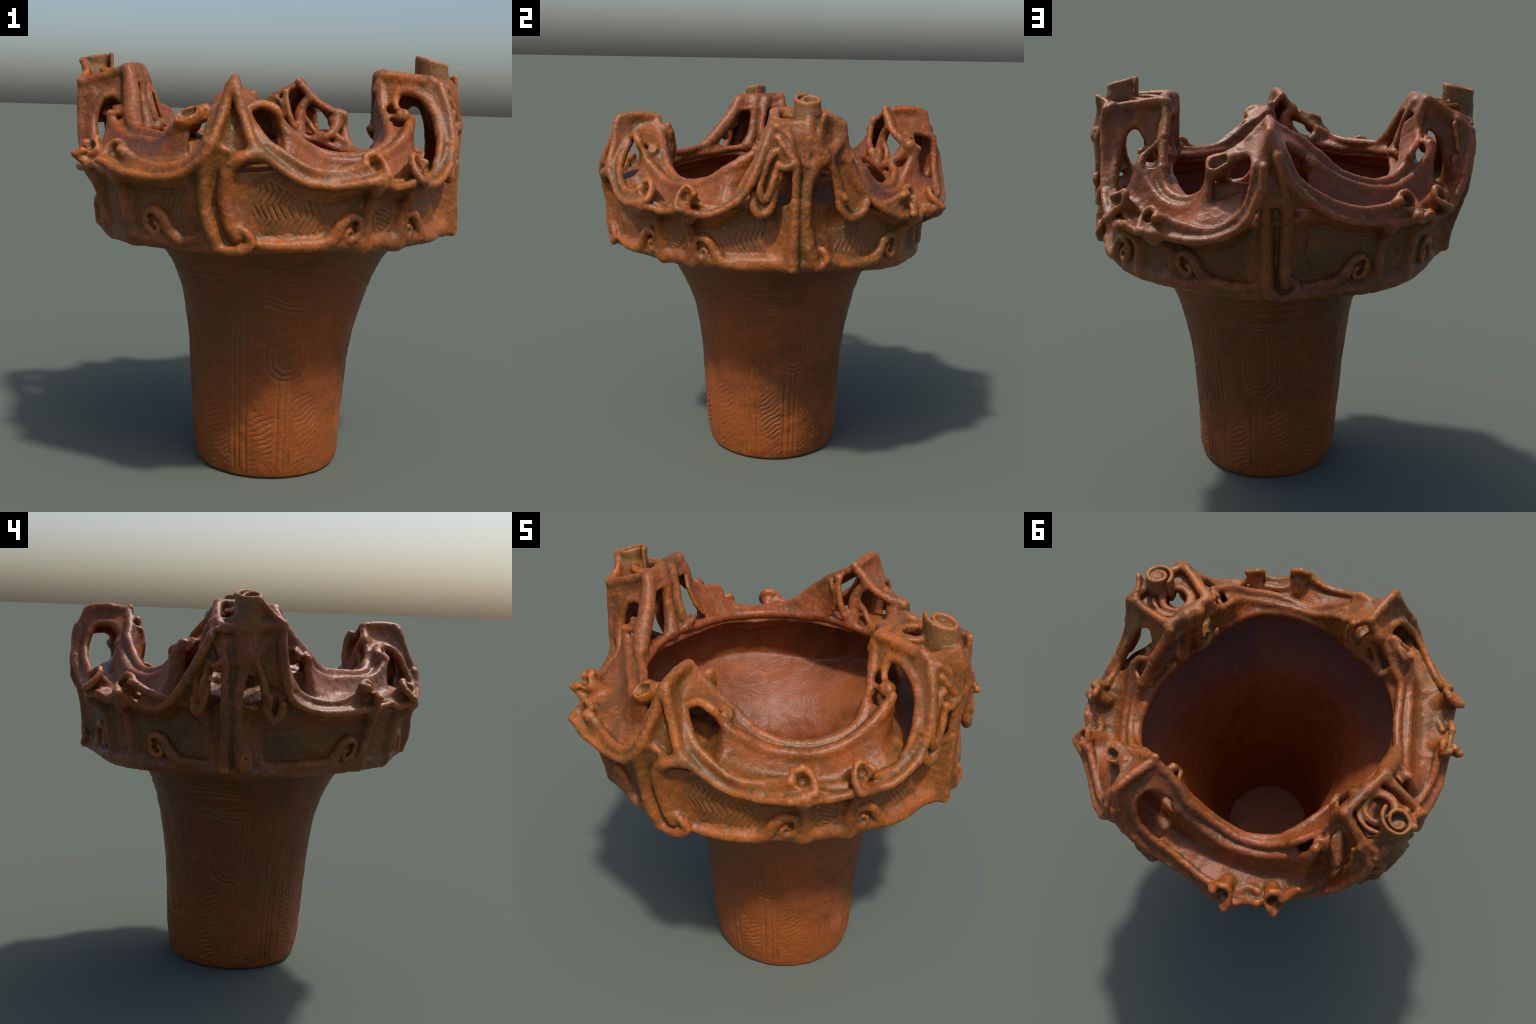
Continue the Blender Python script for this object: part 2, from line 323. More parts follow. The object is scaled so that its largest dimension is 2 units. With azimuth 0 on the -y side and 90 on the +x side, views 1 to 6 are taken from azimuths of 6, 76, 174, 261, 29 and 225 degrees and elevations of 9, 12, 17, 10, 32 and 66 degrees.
def skin_tables():
    """height profile of the skin between the mouth and the outer rim, per azimuth"""
    i2, co = [], []
    for P in (SE_in2, NE_in2, NW_in2, SW_in2):
        i2 += [(d, r, z - .006) for d, r, z in zip(np.degrees(np.arctan2(P[:, 1], P[:, 0])), np.hypot(P[:, 0], P[:, 1]), P[:, 2]) if z < 1.655]
    for P in (SE_coil[8:], NE_coil[7:], NW_coil[8:], SW_coil[9:], SE_tow_coil[1:3], NE_tow_coil[:2], NW_tow_coil[:3], SW_tow_coil[:3]):
        co += [(d, r, z - .012) for d, r, z in zip(np.degrees(np.arctan2(P[:, 1], P[:, 0])), np.hypot(P[:, 0], P[:, 1]), P[:, 2])]
    for a in (-16, 0, 12):
        i2.append((a, .635, 1.575))
    for a in (160, 172, -175):
        i2.append((a, .61, 1.59))
    i2 += [(62, .755, 1.625), (68, .735, 1.635), (75, .70, 1.63), (82, .67, 1.61), (92, .66, 1.60), (-102, .67, 1.61), (-94, .65, 1.60), (-85, .65, 1.58)]
    co += [(-21, .83, 1.51), (-12, .81, 1.49), (0, .80, 1.485), (8, .80, 1.49), (17, .81, 1.51), (158, .76, 1.53), (164, .745, 1.52), (172, .74, 1.515), (-178, .73, 1.52), (-171, .75, 1.53), (78, .86, 1.50), (88, .85, 1.51), (-96, .86, 1.50), (-89, .86, 1.485), (-82, .875, 1.495)]
    co += [(-47, .895, 1.45), (42, .90, 1.415), (131, .86, 1.47), (-135, .89, 1.465)]
    return [table(*[(d, v[k]) for d, *v in q]) for q in (i2, co) for k in (0, 1)]


i2r, i2z, cor, coz = skin_tables()
dip = table((-90, .05), (-84, .045), (-70, .065), (-38, .07), (-26, .03), (-15, .02), (10, .02), (20, .03), (30, .06), (52, .05), (62, .015), (70, .0), (83, .02), (98, .06), (138, .06), (147, .035), (155, .02), (-178, .02), (-160, .02), (-150, .04), (-112, .045), (-100, .03))


def skin_z(phi, r):
    a, b = i2r(phi), cor(phi)
    g = a + .28 * (b - a)
    za, zb_ = i2z(phi), coz(phi)
    zg = za + .28 * (zb_ - za) - dip(phi)
    m, zm = mouth_r(phi) + .012, mouth_z(phi)
    return np.where(r < a, zm + (za - zm) * np.clip((r - m) / np.maximum(a - m, .01), 0, 1), np.where(r < g, za + (zg - za) * smoothstep((r - a) / (g - a)), zg + (zb_ - zg) * ((r - g) / (b - g)) ** 1.3 * (r >= g)))


def bowl_limit():
    """largest inner radius that still leaves a wall below the skin of the crown"""
    pg, zg, rg_ = np.arange(-180, 181, 3.0), np.linspace(1.30, 1.66, 61), np.linspace(0, .30, 61)
    with np.errstate(invalid="ignore"):
        R_ = mouth_r(pg)[:, None] + .02 + rg_[None]
        h = np.nan_to_num(skin_z(pg[:, None] + 0 * R_, R_), nan=1.4) - .046
    ok = np.minimum.accumulate(h, axis=1)[:, None, :] > zg[None, :, None]
    lim = mouth_r(pg)[:, None] + ok.sum(2) * (rg_[1] - rg_[0])
    pad = np.vstack([lim[-3:-1], lim, lim[1:3]])
    lim = (pad[:-4] + 2 * pad[1:-3] + 3 * pad[2:-2] + 2 * pad[3:-1] + pad[4:]) / 9
    lim = np.minimum(lim, np.minimum(np.roll(lim, 1, 0), np.roll(lim, -1, 0)) + .012)

    def f(phi, z):
        a = (np.asarray(phi) + 180) % 360 / 3.0
        b = np.clip((np.asarray(z) - 1.30) / .006, 0, 59.999)
        a, b = np.broadcast_arrays(a, b)
        i, j = np.minimum(a.astype(int), 119), b.astype(int)
        u, v = a - i, b - j
        return (lim[i, j] * (1 - u) + lim[i + 1, j] * u) * (1 - v) + (lim[i, j + 1] * (1 - u) + lim[i + 1, j + 1] * u) * v
    return f


LIMIT.append(bowl_limit())
with np.errstate(invalid="ignore"):
    top = np.nan_to_num(skin_z(ph, rr), nan=1.4)
RI = inner_r(ph[:, None], zz[None]) + 0.015
zb = bot_z(ph) - 0.01
ring = np.maximum.reduce([rr[:, None] - RC, (RI - rr[:, None]) * 0.85, np.broadcast_to((zz[None] - top[:, None]) * .8, RC.shape), np.broadcast_to(zb[:, None] - zz[None], RC.shape)])
D[ri[:, None], ci[:, None], np.arange(len(zz))[None]] = ring
BEST[ri[:, None], ci[:, None], np.arange(len(zz))[None]] = ring
del RC, RI, ring


def around(f_r, f_z, a0, a1, step=3.0, dr=0.0, dz=0.0):
    n = max(2, int(abs(a1 - a0) / step) + 1)
    return np.array([cyl(float(f_r(a)) + dr, a, float(f_z(a)) + dz) for a in np.linspace(a0, a1, n)])


# foot ridge of the collar and the mouth of the pot
tube("collar", around(bot_r, bot_z, -180, 180, dr=-0.030, dz=0.024), 0.030, k=0.03)
tube("collar", around(bot_r, bot_z, -180, 180, dr=-0.075, dz=0.020), 0.034, k=0.03)
tube("inner_rim", around(mouth_r, mouth_z, -180, 180, dr=0.012), 0.020)
# ------------------------------------------------------------------ rims
ridge = 0.0145
for q, lip, coil, in2 in (("SE", SE_lip, SE_coil, SE_in2), ("NE", NE_lip, NE_coil, NE_in2), ("NW", NW_lip, NW_coil, NW_in2), ("SW", SW_lip, SW_coil, SW_in2)):
    tube("outer_rim", lip, ridge)
    tube("outer_rim", coil, 0.0155)
    tube("inner_rim", in2, 0.0155)
for tow, top_, inn, coil in ((SE_tow, SE_tow_top, SE_tow_in, SE_tow_coil), (NE_tow, NE_tow_top, NE_tow_in, NE_tow_coil), (NW_tow, NW_tow_top, NW_tow_in, NW_tow_coil), (SW_tow, SW_tow_top, SW_tow_in, SW_tow_coil)):
    tube("outer_rim", tow[:5], ridge)
    tube("tower", tow[4:], ridge)
    tube("tower", top_, 0.013)
    tube("inner_rim", inn, 0.014)
    tube("tower", coil, 0.0155)


# lip joined to coil (shallow groove between) and both to the trough
def deg(P):
    return np.degrees(np.arctan2(P[:, 1], P[:, 0]))


sheet("outer_rim", SE_lip[4:], SE_coil[5:], 0.026, sag=0.012, sag_dir=(0, 0, -1), k=.016)
sheet("outer_rim", NE_lip[3:], NE_coil[5:], 0.026, sag=0.012, sag_dir=(0, 0, -1), k=.016)
sheet("outer_rim", NW_lip[3:], NW_coil[6:], 0.026, sag=0.012, sag_dir=(0, 0, -1), k=.016)
sheet("outer_rim", SW_lip[4:], SW_coil[6:], 0.026, sag=0.012, sag_dir=(0, 0, -1), k=.016)
sheet("outer_rim", SE_tow[1:], SE_tow_coil[1:9], 0.026, sag=0.012, k=.016)
sheet("outer_rim", NE_tow[1:], NE_tow_coil[0:8], 0.026, sag=0.012, k=.016)
sheet("outer_rim", NW_tow[1:], NW_tow_coil[0:8], 0.026, sag=0.012, k=.016)
sheet("outer_rim", SW_tow[1:], SW_tow_coil[0:8], 0.026, sag=0.012, k=.016)
# groove between the two coils of the inner rim, walls down to mouth and trough
for inn, in2 in ((SE_tow_in[5:14], SE_in2[1:-1]), (NE_tow_in[5:], NE_in2[1:-1]), (NW_tow_in[5:14], NW_in2[2:]), (SW_tow_in[3:10], SW_in2[1:])):
    sheet("inner_rim", inn, in2, 0.024, sag=0.013, sag_dir=(0, 0, -1), k=.014)
    sheet("inner_rim", inn, [cyl(float(mouth_r(a)) + .01, a, float(mouth_z(a))) for a in np.unwrap(deg(inn), period=360)], 0.026, m=2)
# wall below the outer coil of the inner rim, down to the gutter
for P in (SE_in2, NE_in2, NW_in2, SW_in2):
    dg = np.unwrap(deg(P), period=360)
    sheet("trough", P, [cyl(float(i2r(a)) + .05, a, float(skin_z(a, float(i2r(a)) + .055)) - .015) for a in dg], 0.032, m=4, k=0.024)
# ledges that close the grooves of the inner rim at towers and peaks
for p, q in ((SE_tow_in[4], SE_in2[0]), (NE_tow_in[3], NE_in2[0]), (NW_tow_in[3], NW_in2[0]), (SW_tow_in[3], SW_in2[0]), (SE_tow_in[13], SE_in2[-1]), (NW_tow_in[12], NW_in2[-1]), (SW_tow_in[10], SW_in2[-1])):
    tube("inner_rim", [p, (p + q) / 2 + A(0, 0, .004), q], [.013, .014, .016], k=.012)


# ------------------------------------------------------------------ rim scrolls: the lip curls round a hollow
def scroll(corner, top, hollow, towards, lip_end, feed):
    """corner: pointed outer end of the lip; top: crest of the curl; hollow: middle of its mouth;
    towards: azimuth sense in which the lip runs into it; feed: end of the inner coil"""
    corner, top, c, feed = A(*corner), A(*top), A(*hollow), np.array(feed, float)
    o = A(c[0], c[1], 0) / np.hypot(c[0], c[1])
    t = A(-o[1], o[0], 0) * towards
    ax = 0.75 * o + 0.62 * A(0, 0, 1)
    ax /= np.linalg.norm(ax)
    corner, top = corner + o * .004, top - A(0, 0, .008)
    side = (corner + top) / 2 + t * 0.020 - o * .004
    ball = c - t * 0.047 + A(0, 0, .004)
    near = top - t * 0.036 - A(0, 0, .012)
    path = spline(np.array([np.array(lip_end, float), corner - t * .012, corner, side, top + t * .010, top - t * .012, near, ball]), .012)
    tube("rim_scroll", path, [.018, .019, .018, .017, .016, .016, .015, .013], k=0.012)
    deep = c - ax * 0.026
    tri = [(deep, p, q) for p, q in zip(path[3:-1], path[4:])]
    triangles("rim_scroll", tri, 0.020, 0.012)
    tube("rim_scroll", [feed, (feed + ball) / 2 - ax * .004, ball - ax * .008, c - t * .022 - ax * .016], [.019, .024, .022, .012], k=0.012)
    # root of the scroll in the trough
    tube("rim_scroll", [deep - ax * .02, deep - o * .05 - A(0, 0, .04)], [.034, .03], k=0.03)
    gouge([c - ax * .006 - A(0, 0, .004), c + ax * .03], [.022, .028], k=.014)


scroll((.590, -.755, 1.485), (.525, -.744, 1.578), (.536, -.757, 1.528), 1, SE_lip[-2], SE_coil[-1])
scroll((.730, -.640, 1.462), (.696, -.585, 1.568), (.718, -.596, 1.530), -1, SE_tow[1], SE_tow_coil[0])
scroll((.832, .505, 1.430), (.754, .502, 1.556), (.786, .509, 1.520), 1, NE_tow[1], NE_tow_coil[0])
scroll((.683, .715, 1.432), (.632, .666, 1.522), (.648, .690, 1.490), -1, NE_lip[-2], NE_coil[-2])
scroll((-.500, .800, 1.515), (-.445, .750, 1.606), (-.455, .772, 1.572), 1, NW_lip[-2], NW_coil[-1])
scroll((-.660, .668, 1.510), (-.614, .616, 1.592), (-.630, .634, 1.556), -1, NW_tow[1], NW_tow_coil[0])
scroll((-.745, -.545, 1.518), (-.680, -.493, 1.594), (-.696, -.532, 1.562), 1, SW_tow[1], SW_tow_coil[0])
scroll((-.585, -.760, 1.506), (-.522, -.721, 1.589), (-.533, -.750, 1.552), -1, SW_lip[-2], SW_coil[-1])
# the lip runs on between the two scrolls of each pair
for a, b in ((SE_lip[-1], SE_tow[0]), (NE_lip[-1], NE_tow[0]), (NW_lip[-1], NW_tow[0]), (SW_lip[-1], SW_tow[0])):
    m = (a + b) / 2
    m[:2] *= .985
    m[2] -= 0.020
    tube("outer_rim", [a, m, b], 0.019)
    tube("outer_rim", [a * A(.94, .94, 1), m * A(.93, .93, 1) + A(0, 0, .01), b * A(.94, .94, 1)], 0.02)


# ------------------------------------------------------------------ towers
def ring_pts(c, R, n=16, ax=(0, 0, 1), ph=0.0, turn=2 * pi, grow=0.0):
    ax = A(*ax) / np.linalg.norm(ax)
    e = np.cross(ax, A(0, 1, 0.3))
    e /= np.linalg.norm(e)
    f = np.cross(ax, e)
    t = np.linspace(0, turn, n)
    Rr = R * (1 + grow * t / (2 * pi))
    return A(*c) + (Rr * np.cos(t + ph))[:, None] * e + (Rr * np.sin(t + ph))[:, None] * f


def tower(corner_in_a, corner_out_a, corner_out_b, corner_in_b, hole, spout, spout_top, tilt):
    c = [np.array(p, float) for p in (corner_in_a, corner_out_a, corner_out_b, corner_in_b)]
    hole, spout = np.array(hole, float), np.array(spout, float)
    # open ring on top, slab around it
    sq = np.array(c + [c[0]])
    rg = ring_pts(hole, 0.066, 33)
    ang = np.arctan2(rg[:, 1] - hole[1], rg[:, 0] - hole[0])
    outer = []
    for p in rg:                       # project every ring point on the square outline
        d = (p - hole)[:2]
        best = None
        for u, v in zip(sq[:-1], sq[1:]):
            e = (v - u)[:2]
            den = d[0] * e[1] - d[1] * e[0]
            if abs(den) < 1e-9:
                continue
            w = (u - hole)[:2]
            s = (w[0] * e[1] - w[1] * e[0]) / den
            t = (w[0] * d[1] - w[1] * d[0]) / den
            if s > 0 and -1e-6 <= t <= 1 + 1e-6 and (best is None or s < best[0]):
                best = (s, u + t * (v - u))
        outer.append(best[1] if best else p)
    sheet("tower", rg - A(0, 0, .012), np.array(outer) - A(0, 0, 0.018), 0.022, sag=0.03, sag_dir=(0, 0, -1), n=33, m=4, k=.012)
    tube("tower", rg + A(0, 0, .006), 0.017, k=.01)
    # ribbon that coils inward from the outer rim to the spout
    da = math.atan2(spout[1] - hole[1], spout[0] - hole[0])
    th = np.linspace(0, 1.75 * pi, 26)
    Rr = .108 - .040 * (th / th[-1]) ** .8
    dirn = 1 if corner_in_a[0] > 0 else -1
    aa = da + dirn * (th - 1.75 * pi) * 1.0
    tube("tower", np.stack([hole[0] + Rr * np.cos(aa), hole[1] + Rr * np.sin(aa), hole[2] + .004 + 0 * th], 1), [.010, .013, .013], k=.012)
    # outer rim of the ring, rounded at the corners
    oo = np.array(outer)
    oo = (oo + np.roll(oo[:-1], 1, 0)[np.r_[0:32, 0]] + np.roll(oo[:-1], -1, 0)[np.r_[0:32, 0]]) / 3
    tube("tower", oo - A(0, 0, .004), .015, k=.012)
    low = A(0, 0, .010)
    tube("tower", [c[0] - low, (c[0] + c[3]) / 2 - low * 1.6, c[3] - low], [0.014, .018, .014])
    tube("tower", [c[1] - low, c[2] - low], 0.015)
    # solid band under the inner edge
    sheet("tower", [c[0] - low, c[3] - low], [c[0] - low * 7 - A(*hole) * A(.05, 0, 0), c[3] - low * 7 - A(*hole) * A(.05, 0, 0)], 0.028, k=.03)
    # spiral spout: a rolled strip standing on end
    t = np.linspace(0, 3.2 * pi, 32)
    R = 0.062 - 0.040 * (t / t[-1]) ** .8
    base_dir = np.arctan2(hole[1] - spout[1], hole[0] - spout[0])
    sp = np.stack([spout[0] + 1.25 * R * np.cos(t + base_dir), spout[1] + 1.12 * R * np.sin(t + base_dir), np.zeros_like(t)], 1)
    lo, hi = sp.copy(), sp.copy()
    lo[:, 2] = spout[2] - 0.04
    hi[:, 2] = spout_top + (sp[:, 0] - spout[0]) * tilt[0] + (sp[:, 1] - spout[1]) * tilt[1] - 0.035 * np.clip(t / (2 * pi) - 0.95, 0, 1)
    sheet("spiral_spout", lo, hi, 0.017, n=40, m=4, k=0.006)
    tube("spiral_spout", [spout * A(1.02, 1.02, 1) - A(0, 0, .20), spout * A(1.01, 1.01, 1) - A(0, 0, .12), spout - A(0, 0, .05), spout + A(0, 0, (spout_top - spout[2]) * .15)], [.028, .040, .056, .062], k=0.02)


tower((.568, -.140, 1.908), (.820, -.208, 1.872), (.858, .116, 1.872), (.590, .098, 1.909), (.680, -.028, 1.884), (.798, -.030, 1.885), 1.970, (-.28, .05))
tower((-.655, .214, 1.934), (-.872, .235, 1.825), (-.882, -.058, 1.848), (-.657, -.044, 1.918), (-.745, .085, 1.890), (-.848, .092, 1.86), 1.966, (.25, .0))
# broad fold that wraps from the spout of the second tower down to its far corner
fold_a = [(-.912, .060, 1.945), (-.900, .100, 1.85), (-.905, .105, 1.74), (-.895, .11, 1.64)]
fold_b = [(-.888, -.052, 1.845), (-.886, -.060, 1.76), (-.880, -.072, 1.66), (-.866, -.092, 1.56)]
sheet("tower", fold_a, fold_b, .024, sag=.030, m=5)
tube("tower", [(-.912, .060, 1.945), (-.890, .032, 1.918), (-.878, .004, 1.893), (-.880, -.025, 1.868), (-.886, -.054, 1.847)], .014)
sheet("tower", [(.905, .012, 1.905), (.905, -.005, 1.82), (.915, .0, 1.72)], [(.858, .112, 1.868), (.872, .128, 1.78), (.878, .150, 1.70)], .024, sag=.022, m=4)
# faces that turn to the quadrants: slab between the frame and the arch coil
sheet("tower", np.vstack([SE_tow[6:], SE_tow_top, SE_tow_in[1:4]]), SE_tow_coil[5:13], 0.026, sag=0.006, sag_dir=(-.25, .9, 0))
sheet("tower", np.vstack([NE_tow[4:], NE_tow_top, NE_tow_in[1:4]]), NE_tow_coil[3:11], 0.026, sag=0.006, sag_dir=(-.2, -.9, 0))
sheet("tower", np.vstack([NW_tow[5:], NW_tow_top, NW_tow_in[1:4]]), NW_tow_coil[3:11], 0.026, sag=0.006, sag_dir=(.2, -.9, 0))
sheet("tower", np.vstack([SW_tow[7:], SW_tow_top, SW_tow_in[1:3]]), SW_tow_coil[3:11], 0.026, sag=0.006, sag_dir=(.2, .9, 0))


def arch_curl(name, P, out, R=0.030):
    """hollow curl in which an arch coil ends, seen from the side 'out'"""
    c, out = np.array(P, float), A(*out) / np.linalg.norm(out)
    e = np.cross(out, A(0, 0, 1))
    e /= np.linalg.norm(e)
    f = np.cross(e, out)
    tube(name, [c - out * 0.05, c - out * 0.022], [R * .85, R * .9], k=0.022)
    th = np.linspace(0, 3.1 * pi, 22)
    rad = R * (1.0 - .72 * th / th[-1])
    tube(name, c - out * .008 + (rad * np.cos(th + .6))[:, None] * e + (rad * np.sin(th + .6))[:, None] * f - np.outer(th / th[-1] * .012, out), [.011, .009], k=0.006, step=.01)


arch_curl("tower", (.668, -.258, 1.728), (.35, -.65, .65))
arch_curl("tower", (.672, .212, 1.672), (.4, .7, .55))
arch_curl("tower", (-.652, .345, 1.742), (-.4, .7, .6))
arch_curl("tower", (-.680, -.175, 1.708), (-.4, -.7, .55))
arch_curl("peak", (.150, -.690, 1.682), (.3, -.6, .7))
arch_curl("peak", (.352, .682, 1.705), (.35, .7, .5), R=0.047)
arch_curl("peak", (-.055, .668, 1.728), (-.3, .5, .8), R=.024)
arch_curl("peak", (-.240, -.690, 1.690), (-.35, -.7, .5), R=0.044)


def on_collar(a, z, out=0.0):
    return cyl(float(collar_r(a, min(z, 1.40))) + out, a, z)


tube("peak", [(.352, .682, 1.700), (.32, .675, 1.715), (.27, .68, 1.755)], [.047, .040, .026], k=.02)
gouge([(.362, .70, 1.722), (.33, .695, 1.735)], [.030, .022], k=.012)
tube("peak", [(-.240, -.690, 1.684), (-.205, -.685, 1.700), (-.16, -.69, 1.725)], [.044, .038, .024], k=.02)
gouge([(-.250, -.708, 1.705), (-.215, -.703, 1.718)], [.028, .020], k=.012)


# outward face of the towers: plate, long struts, hanging hairpin coil and channel
def mapB(p):
    """the second tower repeats the first turned by half a turn, a little leaner"""
    p = np.array(p, float)
    r, a, z = np.hypot(p[..., 0], p[..., 1]), np.degrees(np.arctan2(p[..., 1], p[..., 0])), p[..., 2]
    a2 = np.interp(a, [-20, -15, -12, -7.3, -3.5, 2, 6.3, 9.4, 14], [157.5, 160, 163, 167.6, 171.6, 175, 179.5, 181.5, 184.5])
    r2 = r + np.interp(z, [1.17, 1.3, 1.42, 1.55, 1.8], [-.115, -.090, -.045, -.008, -.01]) - 0.035 * np.clip((a - 0) / 9, 0, 1) - .03 * np.clip((-a - 9) / 6, 0, 1)
    return np.stack([r2 * np.cos(np.radians(a2)), r2 * np.sin(np.radians(a2)), z - 0.01 - 0.0 * a], -1)


def face(f):
    T = lambda pts: f(np.array([cyl(*p) for p in pts]))
    main = T([(.845, -2.5, 1.90), (.885, -3.0, 1.84), (.908, -1.6, 1.77), (.914, -.8, 1.715), (.912, -2.1, 1.66), (.910, -3.5, 1.587), (.910, -4.1, 1.50), (.908, -4.0, 1.384), (.914, -3.2, 1.296), (.914, -1.8, 1.225)])
    left = T([(.885, -12.5, 1.80), (.91, -9.5, 1.735), (.926, -7.4, 1.69), (.922, -7.3, 1.61), (.92, -7.3, 1.50), (.918, -7.3, 1.385), (.922, -7.6, 1.267), (.925, -7.6, 1.20)])
    tube("tower", main, [.024, .026, .024, .030, .028, .025, .024, .024, .029, .028])
    tube("tower", left, [.014, .015, .018, .018, .017, .017, .019, .022])
    sheet("tower", main[4:], left[2:], 0.016, sag=0.012)
    # bump curl on the main strut
    tube("tower", T([(.915, -2.4, 1.755), (.928, .4, 1.74), (.930, 1.4, 1.712), (.918, .3, 1.688)]), [.014, .016, .018, .016])
    gouge(T([(.95, -.6, 1.727), (.975, -.6, 1.727)]), .010)
    # foot curl
    tube("tower", T([(.915, 1.2, 1.285), (.922, 2.4, 1.245), (.922, 1.5, 1.21), (.920, -.5, 1.20)]), [.014, .02, .02, .022])
    gouge(T([(.93, .3, 1.245), (.97, .3, 1.245)]), .011)
    # upper plate
    sheet("tower", T([(.868, -13, 1.85), (.885, -9, 1.80), (.905, -7.4, 1.70)]), T([(.875, -4, 1.87), (.90, -4, 1.80), (.915, -4, 1.68)]), 0.03, sag=.014)
    sheet("tower", T([(.87, -1, 1.86), (.90, -1, 1.80), (.92, -1, 1.715)]), T([(.868, 8, 1.85), (.885, 7, 1.79), (.905, 3.2, 1.715)]), 0.028, sag=.022)
    sheet("tower", T([(.862, -14.6, 1.83), (.880, -15.6, 1.77), (.892, -16.6, 1.71)]), T([(.882, -9, 1.80), (.902, -8.6, 1.74), (.91, -8.6, 1.695)]), 0.022, sag=.010)
    # flanks that tie the struts to the collar
    for rail, da in ((left[4:], -6.5), (main[6:], 6.5)):
        dg = np.degrees(np.arctan2(rail[:, 1], rail[:, 0]))
        foot_ = [on_collar(a + da, min(z, 1.44), -.012) for a, z in zip(dg, rail[:, 2])]
        sheet("collar", rail, foot_, 0.030, m=3, k=.03)
    # hairpin coil
    hp = T([(.895, -10.8, 1.695), (.90, -12.8, 1.742), (.905, -15.2, 1.70), (.912, -16.8, 1.63), (.918, -17.6, 1.56), (.918, -16.6, 1.522), (.922, -15.0, 1.54), (.922, -13.6, 1.61), (.915, -12.4, 1.68)])
    tube("tower", hp, [.016, .018, .016, .016, .017, .017, .018, .017, .016], k=0.008)
    tube("tower", T([(.93, -8.2, 1.685), (.925, -10.0, 1.667), (.918, -12.0, 1.675)]), [.018, .018, .018])
    cup = T([(.90, -19.6, 1.545), (.915, -19.4, 1.49), (.918, -17.6, 1.45), (.915, -15.0, 1.465), (.915, -13.4, 1.525), (.912, -12.6, 1.60)])
    tube("tower", cup, [.018, .019, .021, .019, .016, .014])
    sheet("tower", T([(.875, -18.6, 1.66), (.885, -19.2, 1.58), (.892, -19, 1.50), (.895, -17.2, 1.462)]), T([(.885, -12.8, 1.70), (.892, -13, 1.62), (.90, -13.4, 1.54), (.902, -14.6, 1.485)]), 0.022)
    # channel on the other side
    ch = T([(.915, 1.2, 1.745), (.912, 2.7, 1.70), (.908, 5.0, 1.611), (.908, 6.1, 1.535), (.912, 6.6, 1.478), (.918, 9.4, 1.43), (.918, 13.4, 1.448), (.915, 15.2, 1.50)])
    tube("tower", ch, [.016, .019, .019, .021, .022, .022, .022, .02])
    sheet("tower", T([(.90, 3.0, 1.75), (.892, 3.4, 1.69), (.89, 5.4, 1.60), (.892, 6.8, 1.50), (.90, 9.0, 1.45)]), T([(.88, 7.6, 1.80), (.88, 9, 1.72), (.885, 11, 1.63), (.892, 13.5, 1.55), (.90, 14.4, 1.47)]), 0.022, sag=0.014)
    tube("tower", T([(.912, 6.0, 1.55), (.925, 7.2, 1.532), (.925, 7.8, 1.505)]), [.016, .018, .015])


ident = lambda p: p
face(ident)
face(mapB)

tube("tower", [(-.652, -.055, 1.90), (-.632, -.085, 1.84), (-.612, -.135, 1.77), (-.592, -.20, 1.70), (-.556, -.27, 1.64)], [.028, .036, .041, .040, .030], k=.025)
tube("tower", [(.572, .11, 1.895), (.580, .135, 1.84), (.592, .185, 1.77), (.596, .24, 1.70), (.585, .31, 1.62)], [.018, .019, .021, .022, .022], k=.02)

# inward faces: mid post, strip and flared foot between the towers' inner corners and the mouth
def sym(s0, s1, p, dz=0.0):
    """half turn about the axis; the centre drifts from s0 at the mouth (z 1.6) to s1 at the top (z 1.9)"""
    p = np.array(p, float)
    w = np.clip((p[:, 2:] - 1.6) / .3, 0, 1.1)
    c = A(*s0) * (1 - w) + A(*s1) * w
    return np.c_[c - p[:, :2], p[:, 2] - dz * w[:, 0]]


TS = ((.015, .05), (-.08, .055))
for f in (lambda p: np.array(p, float), lambda p: sym(*TS, p)):
    post = f([(-.650, .050, 1.90), (-.622, .042, 1.85), (-.602, .028, 1.76), (-.585, .015, 1.69), (-.560, -.02, 1.63)])
    strip = f([(-.628, .110, 1.90), (-.592, .088, 1.82), (-.568, .072, 1.74), (-.548, .075, 1.67), (-.535, .09, 1.635)])
    tube("tower", post, [.034, .028, .026, .031, .036], k=0.025)
    tube("tower", strip, [.030, .022, .020, .024, .026], k=0.02)
    sheet("tower", post, strip, .016, sag=-.014, k=.01)
    tube("tower", f([(-.53, .06, 1.635), (-.522, .10, 1.655), (-.535, .140, 1.66), (-.555, .15, 1.635)]), [.018, .020, .018, .014], k=.012)
tube("tower", [(-.650, -.044, 1.895), (-.64, .02, 1.882), (-.64, .09, 1.887), (-.645, .15, 1.902), (-.648, .210, 1.915)], [.022, .026, .026, .024, .020])
tube("tower", [(.575, -.135, 1.888), (.58, -.02, 1.880), (.59, .09, 1.885)], [.018, .024, .020])
sheet("tower", NW_tow_in[1:6], [(-.57, .16, 1.80), (-.55, .18, 1.72), (-.54, .22, 1.66), (-.52, .28, 1.61), (-.49, .34, 1.59)], 0.022)
sheet("tower", SE_tow_in[1:7], [(.545, -.12, 1.80), (.54, -.14, 1.72), (.545, -.17, 1.65), (.545, -.22, 1.60), (.55, -.27, 1.585)], 0.022)

# ------------------------------------------------------------------ peaks
def poly(*p):
    return np.array(p, float)


